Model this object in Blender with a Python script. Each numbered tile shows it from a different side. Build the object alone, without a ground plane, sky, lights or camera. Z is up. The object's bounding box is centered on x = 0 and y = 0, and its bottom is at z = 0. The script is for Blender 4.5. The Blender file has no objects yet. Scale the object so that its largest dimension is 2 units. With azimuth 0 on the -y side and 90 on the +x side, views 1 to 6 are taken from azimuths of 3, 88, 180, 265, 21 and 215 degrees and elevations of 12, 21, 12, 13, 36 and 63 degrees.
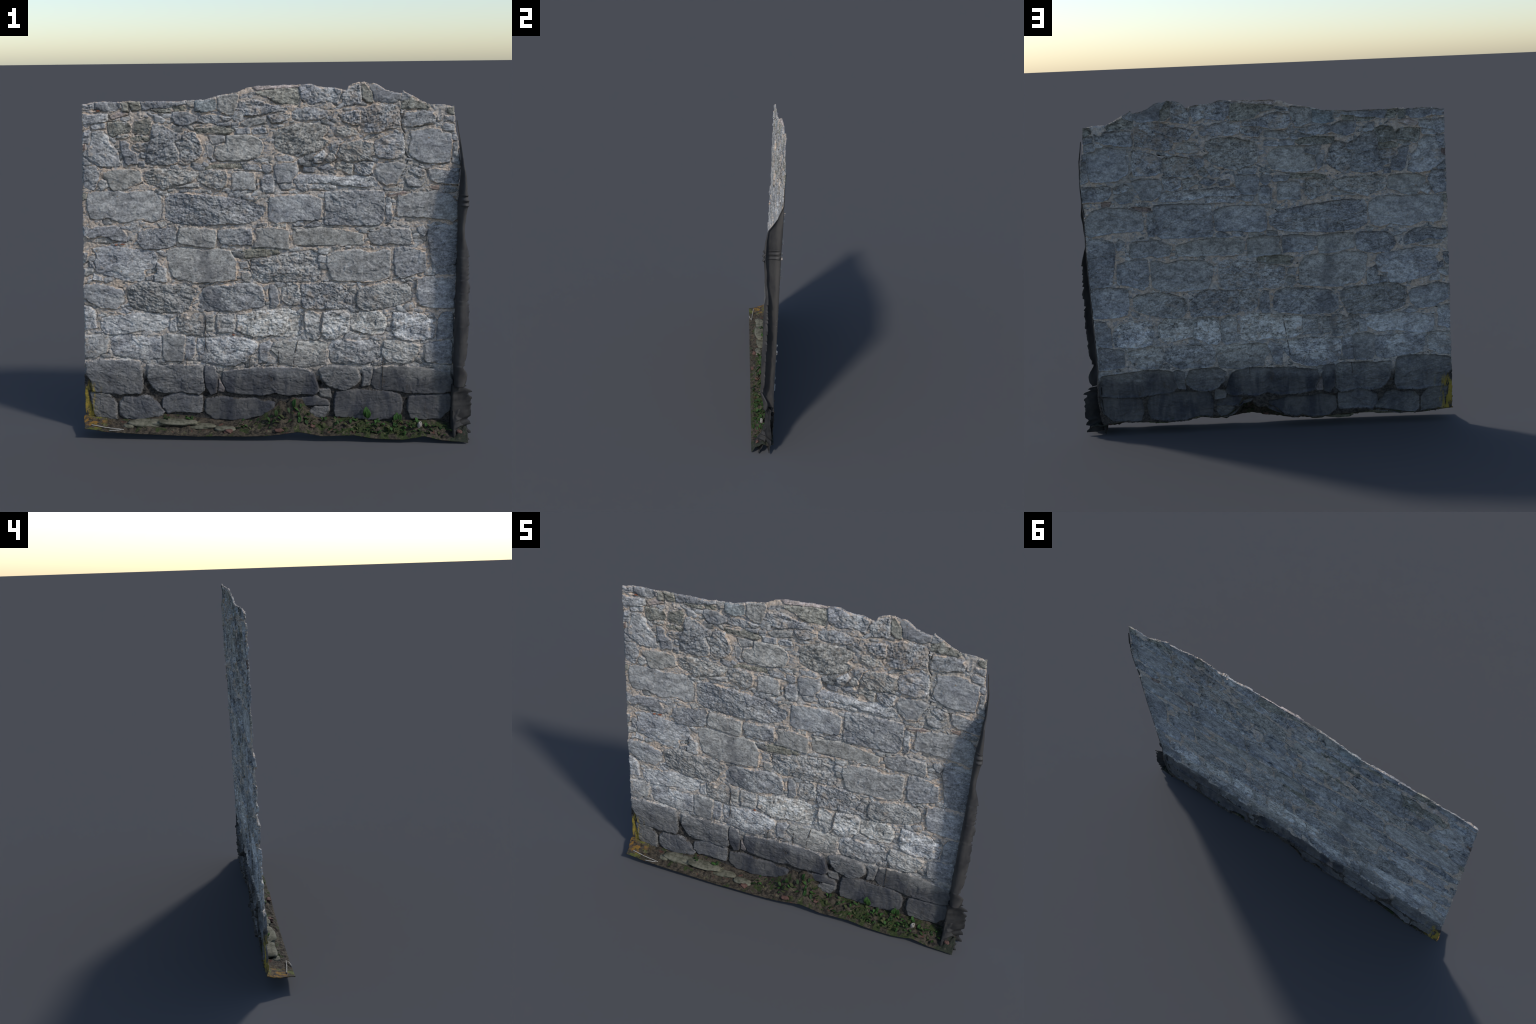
"""A broken-off panel of old rubble-stone wall: some 180 fitted limestone blocks bedded in sandy
lime mortar, a mossy strip of ground along its foot, and the torn remains of a dark drainpipe
down the right-hand edge.  x runs along the wall, -y is the face, z is up (metres)."""
import bpy, bmesh, math, random
import numpy as np
from mathutils import Vector, Matrix

rng = random.Random(7)
GRID = 0.0026          # mesh pitch on the stones
SHEET = 0.0030         # thickness of the surviving skin of masonry

# ------------------------------------------------------------------ noise
def _hash(ix, iz, seed):
    h = (ix.astype(np.int64) * 374761393 + iz.astype(np.int64) * 668265263 + seed * 1274126177) & 0xFFFFFFFF
    h = ((h ^ (h >> 13)) * 1274126177) & 0xFFFFFFFF
    return (h ^ (h >> 16)) & 0xFFFF

def perlin(x, z, seed=0):
    ix, iz = np.floor(x), np.floor(z)
    fx, fz = x - ix, z - iz
    u, v = fx * fx * fx * (fx * (fx * 6 - 15) + 10), fz * fz * fz * (fz * (fz * 6 - 15) + 10)
    def g(dx, dz):
        a = _hash(ix + dx, iz + dz, seed) * (2 * math.pi / 65536)
        return np.cos(a) * (fx - dx) + np.sin(a) * (fz - dz)
    a = g(0, 0) + u * (g(1, 0) - g(0, 0))
    b = g(0, 1) + u * (g(1, 1) - g(0, 1))
    return 1.5 * (a + v * (b - a))

def fbm(x, z, freq, octaves=3, seed=0, gain=0.5):
    total, amp, norm = 0.0, 1.0, 0.0
    for i in range(octaves):
        total = total + amp * perlin(x * freq + 17.3 * i, z * freq - 9.1 * i, seed + i * 31)
        norm += amp
        amp *= gain
        freq *= 2.03
    return total / norm

def smooth(a, b, t):
    t = np.clip((t - a) / (b - a), 0, 1)
    return t * t * (3 - 2 * t)

# ------------------------------------------------------------------ the wall as a whole
LEFT = [(-0.946, 1.689), (-0.950, 1.548), (-0.960, 1.302), (-0.971, 0.946), (-0.985, 0.552), (-0.993, 0.285), (-0.998, 0.075)]
FOOT = [(-0.92, 0.070), (-0.83, 0.058), (-0.71, 0.058), (-0.58, 0.079), (-0.33, 0.062), (-0.25, 0.049), (-0.18, 0.068), (-0.13, 0.057),
        (-0.06, 0.086), (-0.025, 0.102), (0.02, 0.126), (0.055, 0.122), (0.09, 0.162), (0.135, 0.154), (0.17, 0.104), (0.23, 0.078), (0.37, 0.084), (0.46, 0.066), (0.56, 0.058), (0.66, 0.065), (0.80, 0.072), (0.905, 0.054)]
RIGHT = [(0.916, 0.116), (0.923, 0.216), (0.918, 0.274), (0.907, 0.385), (0.907, 0.694), (0.910, 0.948), (0.904, 1.197), (0.910, 1.387),
         (0.895, 1.499), (0.880, 1.578), (0.871, 1.668)]
CROWN = [(0.816, 1.675), (0.753, 1.675), (0.664, 1.720), (0.624, 1.742), (0.616, 1.730), (0.564, 1.738), (0.482, 1.780), (0.464, 1.774), (0.440, 1.786),
         (0.385, 1.780), (0.345, 1.750), (0.270, 1.762), (0.213, 1.763), (0.185, 1.777), (0.029, 1.772), (-0.092, 1.770), (-0.128, 1.760),
         (-0.177, 1.743), (-0.271, 1.724), (-0.336, 1.708), (-0.441, 1.701), (-0.802, 1.700), (-0.88, 1.698)]
OUTLINE = LEFT + FOOT + RIGHT + CROWN

def base_y(x, z):
    """Face of the wall: almost plane, leaning back 1.7 degrees, the crown rolling further back."""
    y = 0.0232 - 0.0023 * x + 0.0298 * z
    y = y + 0.012 * smooth(1.70, 1.79, z) * smooth(-0.3, 0.0, x) * (1 - smooth(0.55, 0.75, x))
    niche = smooth(0.10, 0.125, x) * smooth(0.46, 0.36, x) * smooth(1.318, 1.338, z + 0.02 * (x - 0.1)) * smooth(1.425, 1.375, z)
    y = y + 0.009 * niche
    return y + 0.0025 + 0.004 * fbm(x, z, 2.3, 2, 5) - 0.005 * smooth(0.80, 0.89, x) * smooth(0.2, 0.35, z)

def polygon_distance(x, z, pts):
    """Signed distance to a closed outline, positive inside."""
    p = np.asarray(pts, float)
    q = np.roll(p, -1, 0)
    best = np.full(x.shape, 1e9)
    inside = np.zeros(x.shape, bool)
    for (ax, az), (bx, bz) in zip(p, q):
        ex, ez = bx - ax, bz - az
        t = np.clip(((x - ax) * ex + (z - az) * ez) / (ex * ex + ez * ez + 1e-12), 0, 1)
        best = np.minimum(best, (x - ax - t * ex) ** 2 + (z - az - t * ez) ** 2)
        if az != bz:
            inside ^= ((az > z) != (bz > z)) & (x < ex * (z - az) / ez + ax)
    return np.where(inside, 1, -1) * np.sqrt(best)

def round_corners(pts, times=2, cut=0.09):
    p = np.asarray(pts, float)
    for _ in range(times):
        q = np.roll(p, -1, 0)
        p = np.stack([p + (q - p) * cut, q + (p - q) * cut], 1).reshape(-1, 2)
    return p

def swell(pts, g):
    """Move every side of an outline outward by g, keeping the corners sharp."""
    p = np.asarray(pts, float)
    e = np.roll(p, -1, 0) - p
    e /= np.linalg.norm(e, axis=1, keepdims=True) + 1e-9
    area = np.sum(p[:, 0] * np.roll(p[:, 1], -1) - p[:, 1] * np.roll(p[:, 0], -1))
    n = np.stack([e[:, 1], -e[:, 0]], 1) * math.copysign(1, area)
    m = n + np.roll(n, 1, 0)
    m = m / np.maximum(np.sum(m * m, 1, keepdims=True) / 2, 0.45)
    return p + g * m

def skin(x, z):
    """Thickness of the panel: a few millimetres, thinning to a broken feather edge."""
    return 0.0008 + (SHEET - 0.0008) * smooth(0.0, 0.012, polygon_distance(x, z, OUTLINE))

def wall_distance(x, z):
    d = polygon_distance(x, z, OUTLINE)
    return d - 0.0015 + 0.0030 * perlin(x * 19, z * 19, 13) + 0.0034 * fbm(x, z, 45, 2, 3) + 0.0018 * perlin(x * 160, z * 160, 8)

# ------------------------------------------------------------------ mesh helpers
def new_object(name, mesh, parent, material=None):
    ob = bpy.data.objects.new(name, mesh)
    bpy.context.scene.collection.objects.link(ob)
    ob.parent = parent
    if material:
        mesh.materials.append(material)
    return ob

def mesh_from(name, verts, faces):
    """faces: list of arrays, each (n, 3) or (n, 4)"""
    me = bpy.data.meshes.new(name)
    faces = [np.asarray(f, np.int32) for f in faces if len(f)]
    me.vertices.add(len(verts))
    me.vertices.foreach_set("co", np.asarray(verts, np.float32).ravel())
    loops = np.concatenate([f.ravel() for f in faces])
    sizes = np.concatenate([np.full(len(f), f.shape[1], np.int32) for f in faces])
    me.loops.add(len(loops))
    me.loops.foreach_set("vertex_index", loops)
    me.polygons.add(len(sizes))
    me.polygons.foreach_set("loop_start", np.concatenate([[0], np.cumsum(sizes)[:-1]]).astype(np.int32))
    me.polygons.foreach_set("loop_total", sizes)
    me.polygons.foreach_set("use_smooth", np.ones(len(sizes), bool))
    me.update(calc_edges=True)
    me.validate()
    return me

def slab(name, X, Z, D, keep, front, back):
    """Closed plate over the grid cells in `keep`; the rim is pulled onto the contour D = 0."""
    ny, nx = X.shape
    idx = np.arange(ny * nx).reshape(ny, nx)
    quads = np.stack([idx[:-1, :-1], idx[:-1, 1:], idx[1:, 1:], idx[1:, :-1]], -1)[keep].reshape(-1, 4)
    if len(quads) < 4:
        return None
    used, inv = np.unique(quads, return_inverse=True)
    quads = inv.reshape(-1, 4)
    n = len(used)
    x, z, d = X.ravel()[used].copy(), Z.ravel()[used].copy(), D.ravel()[used]
    e = np.concatenate([quads[:, [0, 1]], quads[:, [1, 2]], quads[:, [2, 3]], quads[:, [3, 0]]])
    key, rev = e[:, 0].astype(np.int64) * n + e[:, 1], e[:, 1].astype(np.int64) * n + e[:, 0]
    border = e[~np.isin(key, rev)]
    h = X[0, 1] - X[0, 0]
    gz, gx = np.gradient(D, h)
    gx, gz = gx.ravel()[used], gz.ravel()[used]
    rim = np.zeros(n, bool)
    rim[border.ravel()] = True
    rim &= np.abs(d) < 2.0 * h
    g = gx * gx + gz * gz + 0.05
    x[rim] -= np.clip((d * gx / g)[rim], -h, h)
    z[rim] -= np.clip((d * gz / g)[rim], -h, h)
    d = np.where(rim, 0, np.maximum(d, 0))
    f, b = front(x, z, d, used), back(x, z, d, used)
    verts = np.concatenate([np.stack([x, f, z], 1), np.stack([x, b, z], 1)])
    sides = np.stack([border[:, 1], border[:, 0], border[:, 0] + n, border[:, 1] + n], 1)
    return mesh_from(name, verts, [quads, quads[:, ::-1] + n, sides])

# ------------------------------------------------------------------ materials
class Nodes:
    def __init__(self, name):
        self.mat = bpy.data.materials.new(name)
        self.mat.use_nodes = True
        self.t = self.mat.node_tree
        self.t.nodes.clear()
        out = self.new("ShaderNodeOutputMaterial")
        self.bsdf = self.new("ShaderNodeBsdfPrincipled")
        self.t.links.new(self.bsdf.outputs[0], out.inputs[0])
        self.pos = self.new("ShaderNodeTexCoord").outputs["Object"]
        self.bsdf.inputs["Roughness"].default_value = 0.9
        self.bsdf.inputs["Specular IOR Level"].default_value = 0.25
    def new(self, kind, **kw):
        n = self.t.nodes.new(kind)
        for k, v in kw.items():
            setattr(n, k, v)
        return n
    def put(self, socket, value):
        if isinstance(value, bpy.types.NodeSocket):
            self.t.links.new(value, socket)
        elif isinstance(value, (tuple, list)) and len(value) == 3 and socket.type == "RGBA":
            socket.default_value = (*value, 1)
        else:
            socket.default_value = value
    def noise(self, scale, detail=4, rough=0.55, stretch=None, offset=0.0, distort=0.0):
        m = self.new("ShaderNodeMapping")
        self.put(m.inputs["Vector"], self.pos)
        m.inputs["Location"].default_value = (offset, offset * 0.7, -offset * 1.3)
        if stretch:
            m.inputs["Scale"].default_value = stretch
        n = self.new("ShaderNodeTexNoise")
        self.put(n.inputs["Vector"], m.outputs[0])
        n.inputs["Scale"].default_value, n.inputs["Detail"].default_value = scale, detail
        n.inputs["Roughness"].default_value, n.inputs["Distortion"].default_value = rough, distort
        return n.outputs[0]
    def math(self, op, a, b=0.0, clamp=False):
        n = self.new("ShaderNodeMath", operation=op, use_clamp=clamp)
        self.put(n.inputs[0], a)
        self.put(n.inputs[1], b)
        return n.outputs[0]
    def step(self, v, lo, hi, a=0.0, b=1.0):
        n = self.new("ShaderNodeMapRange", interpolation_type="SMOOTHSTEP")
        for i, s in enumerate((v, lo, hi, a, b)):
            self.put(n.inputs[i], s)
        return n.outputs[0]
    def mix(self, fac, a, b, blend="MIX"):
        n = self.new("ShaderNodeMix", data_type="RGBA", blend_type=blend)
        self.put(n.inputs[0], fac)
        self.put(n.inputs[6], a)
        self.put(n.inputs[7], b)
        return n.outputs[2]
    def scale(self, col, k):
        n = self.new("ShaderNodeVectorMath", operation="SCALE")
        self.put(n.inputs[0], col)
        self.put(n.inputs["Scale"], k)
        return n.outputs[0]
    def prop(self, name):
        return self.new("ShaderNodeAttribute", attribute_type="OBJECT", attribute_name='["%s"]' % name).outputs["Fac"]
    def axes(self):
        s = self.new("ShaderNodeSeparateXYZ")
        self.put(s.inputs[0], self.pos)
        return s.outputs
    def yellow_lichen(self, col):
        """Yellow-green wall lichen on the lower left corner only."""
        x, y, z = self.axes()
        n = self.noise(24, 4, 0.65, (1.6, 1, 0.4), 3.1)
        near = self.math("MULTIPLY", self.step(x, -0.87, -0.97), self.step(z, 0.31, 0.22))
        m = self.step(self.math("ADD", n, self.math("MULTIPLY", near, 0.18)), 0.60, 0.70)
        m = self.math("MULTIPLY", m, near)
        tint = self.mix(self.noise(30, 2, 0.5, None, 8), (0.33, 0.20, 0.03), (0.17, 0.17, 0.03))
        return self.mix(self.math("MULTIPLY", m, 0.9), col, tint)
    def finish(self, col, bump=None, strength=0.4, distance=0.002):
        self.put(self.bsdf.inputs["Base Color"], col)
        if bump is not None:
            b = self.new("ShaderNodeBump")
            b.inputs["Strength"].default_value, b.inputs["Distance"].default_value = strength, distance
            self.put(b.inputs["Height"], bump)
            self.put(self.bsdf.inputs["Normal"], b.outputs[0])
        return self.mat

LUM = 1.09
def stone_material():
    m = Nodes("limestone")
    big, mid = m.noise(9, 4, 0.65), m.noise(38, 5, 0.7, (1, 1, 1.6), 2.0, 0.6)
    fine, grain = m.noise(120, 4, 0.75, None, 5.0), m.noise(420, 2, 0.6, None, 9.0)
    col = m.mix(m.step(big, 0.38, 0.62), (0.240, 0.239, 0.245), (0.354, 0.350, 0.341))
    col = m.mix(m.prop("warm"), col, (0.320, 0.304, 0.272))
    col = m.mix(m.prop("olive"), col, (0.20, 0.185, 0.13))
    col = m.mix(m.prop("teal"), col, (0.20, 0.245, 0.25))
    col = m.mix(m.prop("pink"), col, (0.36, 0.29, 0.26))
    col = m.mix(m.prop("rust"), col, (0.17, 0.085, 0.05))
    # mottling: darker spots and paler grain, contrast raised
    k = m.math("ADD", m.math("MULTIPLY", m.step(mid, 0.30, 0.70), 0.80), m.math("MULTIPLY", m.step(fine, 0.3, 0.7), 0.62))
    k = m.math("ADD", k, m.math("MULTIPLY", m.step(grain, 0.3, 0.7), 0.16))
    k = m.math("ADD", m.math("MULTIPLY", m.math("SUBTRACT", k, 0.78), m.math("MULTIPLY", m.prop("grit"), 1.25)), 1.0)
    col = m.scale(col, k)
    col = m.scale(col, m.step(m.noise(19, 4, 0.65, (1, 1, 1.4), 66.0), 0.34, 0.58, 0.74, 1.08))
    # sandy mortar smeared over rough stones
    dust = m.step(m.math("ADD", m.noise(26, 5, 0.7, None, 14.0), m.math("MULTIPLY", m.prop("dust"), 0.28)), 0.66, 0.80)
    col = m.mix(m.math("MULTIPLY", dust, 0.65), col, (0.37, 0.305, 0.245))
    # pale crust lichen in blotches
    li = m.math("ADD", m.noise(21, 5, 0.68, None, 21.0), m.math("MULTIPLY", m.prop("lichen"), 0.25))
    li = m.step(li, 0.69, 0.77)
    col = m.mix(m.math("MULTIPLY", li, 0.75), col, (0.50, 0.492, 0.472))
    fleck = m.step(m.noise(62, 4, 0.7, (1, 1, 1.5), 45.0), 0.60, 0.68)
    col = m.mix(m.math("MULTIPLY", fleck, m.math("MULTIPLY", m.prop("grit"), 0.50)), col, (0.47, 0.455, 0.43))
    pit = m.step(m.noise(75, 3, 0.6, (1, 1, 1.7), 31.0), 0.38, 0.29)
    col = m.mix(m.math("MULTIPLY", pit, m.math("MULTIPLY", m.prop("grit"), 0.75)), col, (0.045, 0.045, 0.045))
    spot = m.step(m.noise(48, 2, 0.5, None, 41.0), 0.745, 0.775)
    col = m.mix(m.math("MULTIPLY", spot, 0.6), col, (0.30, 0.19, 0.09))
    col = m.scale(col, m.prop("tone"))
    x, y, z = m.axes()
    streak = m.math("MULTIPLY", m.step(m.math("ABSOLUTE", m.math("ADD", x, m.math("ADD", 0.22, m.math("MULTIPLY", big, 0.25)))), 0.075, 0.0), m.math("MULTIPLY", m.step(z, 0.30, 0.42), m.step(z, 1.35, 0.9)))
    col = m.mix(m.math("MULTIPLY", streak, 0.55), col, (0.10, 0.10, 0.105))
    damp = m.mix(m.step(m.noise(7, 5, 0.62, (1.7, 1, 0.55), 51.0, 0.8), 0.36, 0.64), (0.033, 0.035, 0.043), (0.086, 0.083, 0.081))  # dark mottled tint of the lower courses
    damp = m.mix(m.step(m.noise(13, 4, 0.6, (1.5, 1, 0.5), 57.0), 0.60, 0.72), damp, (0.050, 0.042, 0.036))
    damp = m.scale(damp, m.step(mid, 0.15, 0.85, 0.72, 1.30))
    tide = m.math("ADD", z, m.math("ADD", m.math("MULTIPLY", m.noise(15, 5, 0.7, None, 71), 0.13), m.math("MULTIPLY", m.noise(4, 2, 0.5, None, 73), 0.16)))
    worn = m.step(tide, 0.425, 0.525)          # tide mark of the rising damp
    soak = m.math("MULTIPLY", m.step(tide, 0.63, 0.48), 0.62)
    wet = m.math("MULTIPLY", m.prop("damp"), m.math("SUBTRACT", 1.0, m.math("MULTIPLY", worn, 0.75)))
    col = m.mix(m.math("MAXIMUM", wet, soak), col, damp)
    col = m.yellow_lichen(col)
    bump = m.math("ADD", m.math("MULTIPLY", fine, 0.6), m.math("MULTIPLY", grain, 0.3))
    return m.finish(m.scale(col, LUM), bump, 0.42, 0.003)

def mortar_material():
    m = Nodes("lime_mortar")
    a, b, c = m.noise(9, 4, 0.6, None, 4.0), m.noise(60, 5, 0.75, None, 1.0), m.noise(300, 2, 0.6)
    col = m.mix(m.step(a, 0.35, 0.65), (0.435, 0.345, 0.270), (0.395, 0.335, 0.280))
    x, y, z = m.axes()
    grey = m.math("ADD", m.step(m.noise(8, 3, 0.5, None, 12), 0.52, 0.64, 0, 0.55), m.step(z, 0.75, 0.45, 0, 0.40), True)
    col = m.mix(grey, col, (0.35, 0.345, 0.33))
    repair = m.math("MULTIPLY", m.math("MULTIPLY", m.step(x, 0.55, 0.66), m.step(x, 0.80, 0.72)), m.math("MULTIPLY", m.step(z, 1.22, 1.30), m.step(z, 1.66, 1.60)))
    col = m.mix(m.math("MULTIPLY", repair, 0.7), col, (0.27, 0.26, 0.235))
    col = m.scale(col, m.math("ADD", m.math("MULTIPLY", m.step(b, 0.3, 0.7), 0.65), m.math("ADD", m.math("MULTIPLY", c, 0.35), 0.50)))
    li = m.step(m.noise(24, 5, 0.7, None, 23.0), 0.60, 0.68)
    col = m.mix(m.math("MULTIPLY", li, 0.6), col, (0.49, 0.49, 0.48))
    st = m.step(m.noise(44, 4, 0.65, (1, 1, 1.7), 33.0), 0.54, 0.59)
    col = m.mix(m.math("MULTIPLY", st, 0.8), col, (0.25, 0.255, 0.265))
    pit = m.step(m.noise(75, 3, 0.6, (1, 1, 1.7), 35.0), 0.37, 0.30)
    col = m.mix(m.math("MULTIPLY", pit, 0.7), col, (0.06, 0.052, 0.045))
    foot = m.step(m.math("ADD", z, m.math("MULTIPLY", m.noise(12, 3, 0.6, None, 61), 0.12)), 0.45, 0.33)
    col = m.mix(foot, col, m.mix(m.step(b, 0.35, 0.65), (0.014, 0.013, 0.013), (0.062, 0.055, 0.048)))  # near-black joints: shadow of the deep gaps painted into the mortar
    col = m.yellow_lichen(col)
    return m.finish(m.scale(col, LUM), m.math("ADD", b, m.math("MULTIPLY", c, 0.4)), 0.6, 0.004)

def soil_material():
    m = Nodes("mossy_soil")
    a, b, c = m.noise(16, 5, 0.65, None, 2.0), m.noise(55, 5, 0.7, None, 7.0), m.noise(170, 3, 0.7)
    x, y, z = m.axes()
    col = m.mix(m.step(b, 0.35, 0.62), (0.014, 0.012, 0.009), (0.068, 0.055, 0.040))
    green = m.math("ADD", a, m.step(x, -0.1, 0.5, -0.06, 0.04))
    col = m.mix(m.step(green, 0.50, 0.58), col, m.mix(m.step(c, 0.3, 0.7), (0.012, 0.022, 0.006), (0.042, 0.054, 0.017)))
    col = m.mix(m.step(m.noise(33, 3, 0.6, None, 17), 0.62, 0.68), col, (0.095, 0.085, 0.052))
    col = m.mix(m.step(m.noise(26, 2, 0.5, None, 27), 0.68, 0.72), col, (0.075, 0.035, 0.027))
    col = m.mix(m.math("MULTIPLY", m.step(x, 0.84, 0.92), 0.65), col, (0.018, 0.018, 0.020))
    yl = m.math("MULTIPLY", m.step(x, -0.83, -0.93), m.step(m.noise(34, 4, 0.65, None, 37), 0.46, 0.60))
    col = m.mix(yl, col, m.mix(m.step(m.noise(14, 2, 0.5, (0.4, 1.5, 1), 43), 0.42, 0.58), (0.20, 0.105, 0.02), (0.085, 0.10, 0.02)))
    return m.finish(col, m.math("ADD", b, c), 0.7, 0.006)

def plain_material(name, lo, hi, scale=40, rough=0.85, strength=0.3, stretch=None, translucent=0.0):
    m = Nodes(name)
    n = m.noise(scale, 4, 0.65, stretch)
    m.bsdf.inputs["Roughness"].default_value = rough
    mat = m.finish(m.mix(m.step(n, 0.32, 0.68), lo, hi), n, strength, 0.002)
    if translucent:
        t = m.new("ShaderNodeBsdfTranslucent")
        t.inputs[0].default_value = (*hi, 1)
        mx = m.new("ShaderNodeMixShader")
        mx.inputs[0].default_value = translucent
        out = next(n for n in m.t.nodes if n.bl_idname == "ShaderNodeOutputMaterial")
        m.t.links.new(m.bsdf.outputs[0], mx.inputs[1])
        m.t.links.new(t.outputs[0], mx.inputs[2])
        m.t.links.new(mx.outputs[0], out.inputs[0])
    return mat

LIMESTONE, MORTAR, SOIL = stone_material(), mortar_material(), soil_material()

# ------------------------------------------------------------------ the thing itself
wall = bpy.data.objects.new("stone_wall", None)
bpy.context.scene.collection.objects.link(wall)
wall["label"] = "weathered grey rubble stone wall panel with mossy foot and torn drainpipe"
wall["category"] = "stone wall"

# what each sort of block looks like:   tone lichen dust grit  relief  proud   others
SORTS = {
    "dressed": dict(tone=0.96, lichen=0.25, dust=0.05, grit=0.65, relief=0.0016, proud=0.005),
    "bluish": dict(tone=0.86, lichen=0.25, dust=0.10, grit=0.80, relief=0.0024, proud=0.005),
    "dark": dict(tone=0.80, lichen=0.20, dust=0.05, grit=0.75, relief=0.0022, proud=0.005),
    "dark_rough": dict(tone=0.80, lichen=0.30, dust=0.35, grit=0.95, relief=0.0046, proud=0.006),
    "rough": dict(tone=0.90, lichen=0.40, dust=0.55, grit=1.00, relief=0.0042, proud=0.004),
    "pitted": dict(tone=0.88, lichen=0.35, dust=0.65, grit=1.15, relief=0.0042, proud=0.005, pits=1.0),
    "pale": dict(tone=1.12, lichen=0.40, dust=0.35, grit=0.75, relief=0.0028, proud=0.004),
    "ledge": dict(tone=1.05, lichen=0.55, dust=0.15, grit=0.85, relief=0.0030, proud=0.004),
    "crusted": dict(tone=1.18, lichen=0.55, dust=0.45, grit=1.00, relief=0.0036, proud=0.005),
    "lichened": dict(tone=0.74, lichen=0.75, dust=0.10, grit=0.85, relief=0.0024, proud=0.005),
    "olive": dict(tone=0.85, lichen=0.25, dust=0.20, grit=1.00, relief=0.0026, proud=0.004, olive=0.6),
    "teal": dict(tone=0.85, lichen=0.30, dust=0.10, grit=0.80, relief=0.0024, proud=0.006, teal=0.45),
    "pinkish": dict(tone=0.95, lichen=0.20, dust=0.50, grit=0.80, relief=0.0030, proud=0.004, pink=0.8),
    "rusty": dict(tone=0.9, lichen=0.0, dust=0.1, grit=0.8, relief=0.0015, proud=0.005, rust=0.6),
    "slab": dict(tone=0.80, lichen=0.15, dust=0.0, grit=0.55, relief=0.0018, proud=0.001),
    "foot": dict(tone=0.9, lichen=0.2, dust=0.1, grit=0.5, relief=0.0016, proud=0.007, damp=0.985),
    "foot_pale": dict(tone=0.9, lichen=0.2, dust=0.1, grit=0.6, relief=0.0022, proud=0.006, damp=0.80),
}
EXTRAS = ("olive", "teal", "pink", "rust", "damp")

# raster that remembers how deep every spot lies inside its stone (the mortar is fitted to it)
BED = 0.0028
BX, BZ = np.meshgrid(np.arange(-1.012, 0.932, BED), np.arange(0.03, 1.80, BED))
DEPTH = np.full(BX.shape, -0.05)
FACE = np.full(BX.shape, 0.004)
blocks = 0

laid = []

def stone(sort, *corners):
    laid.append((sort, corners, np.array(corners).min(0), np.array(corners).max(0)))

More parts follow.
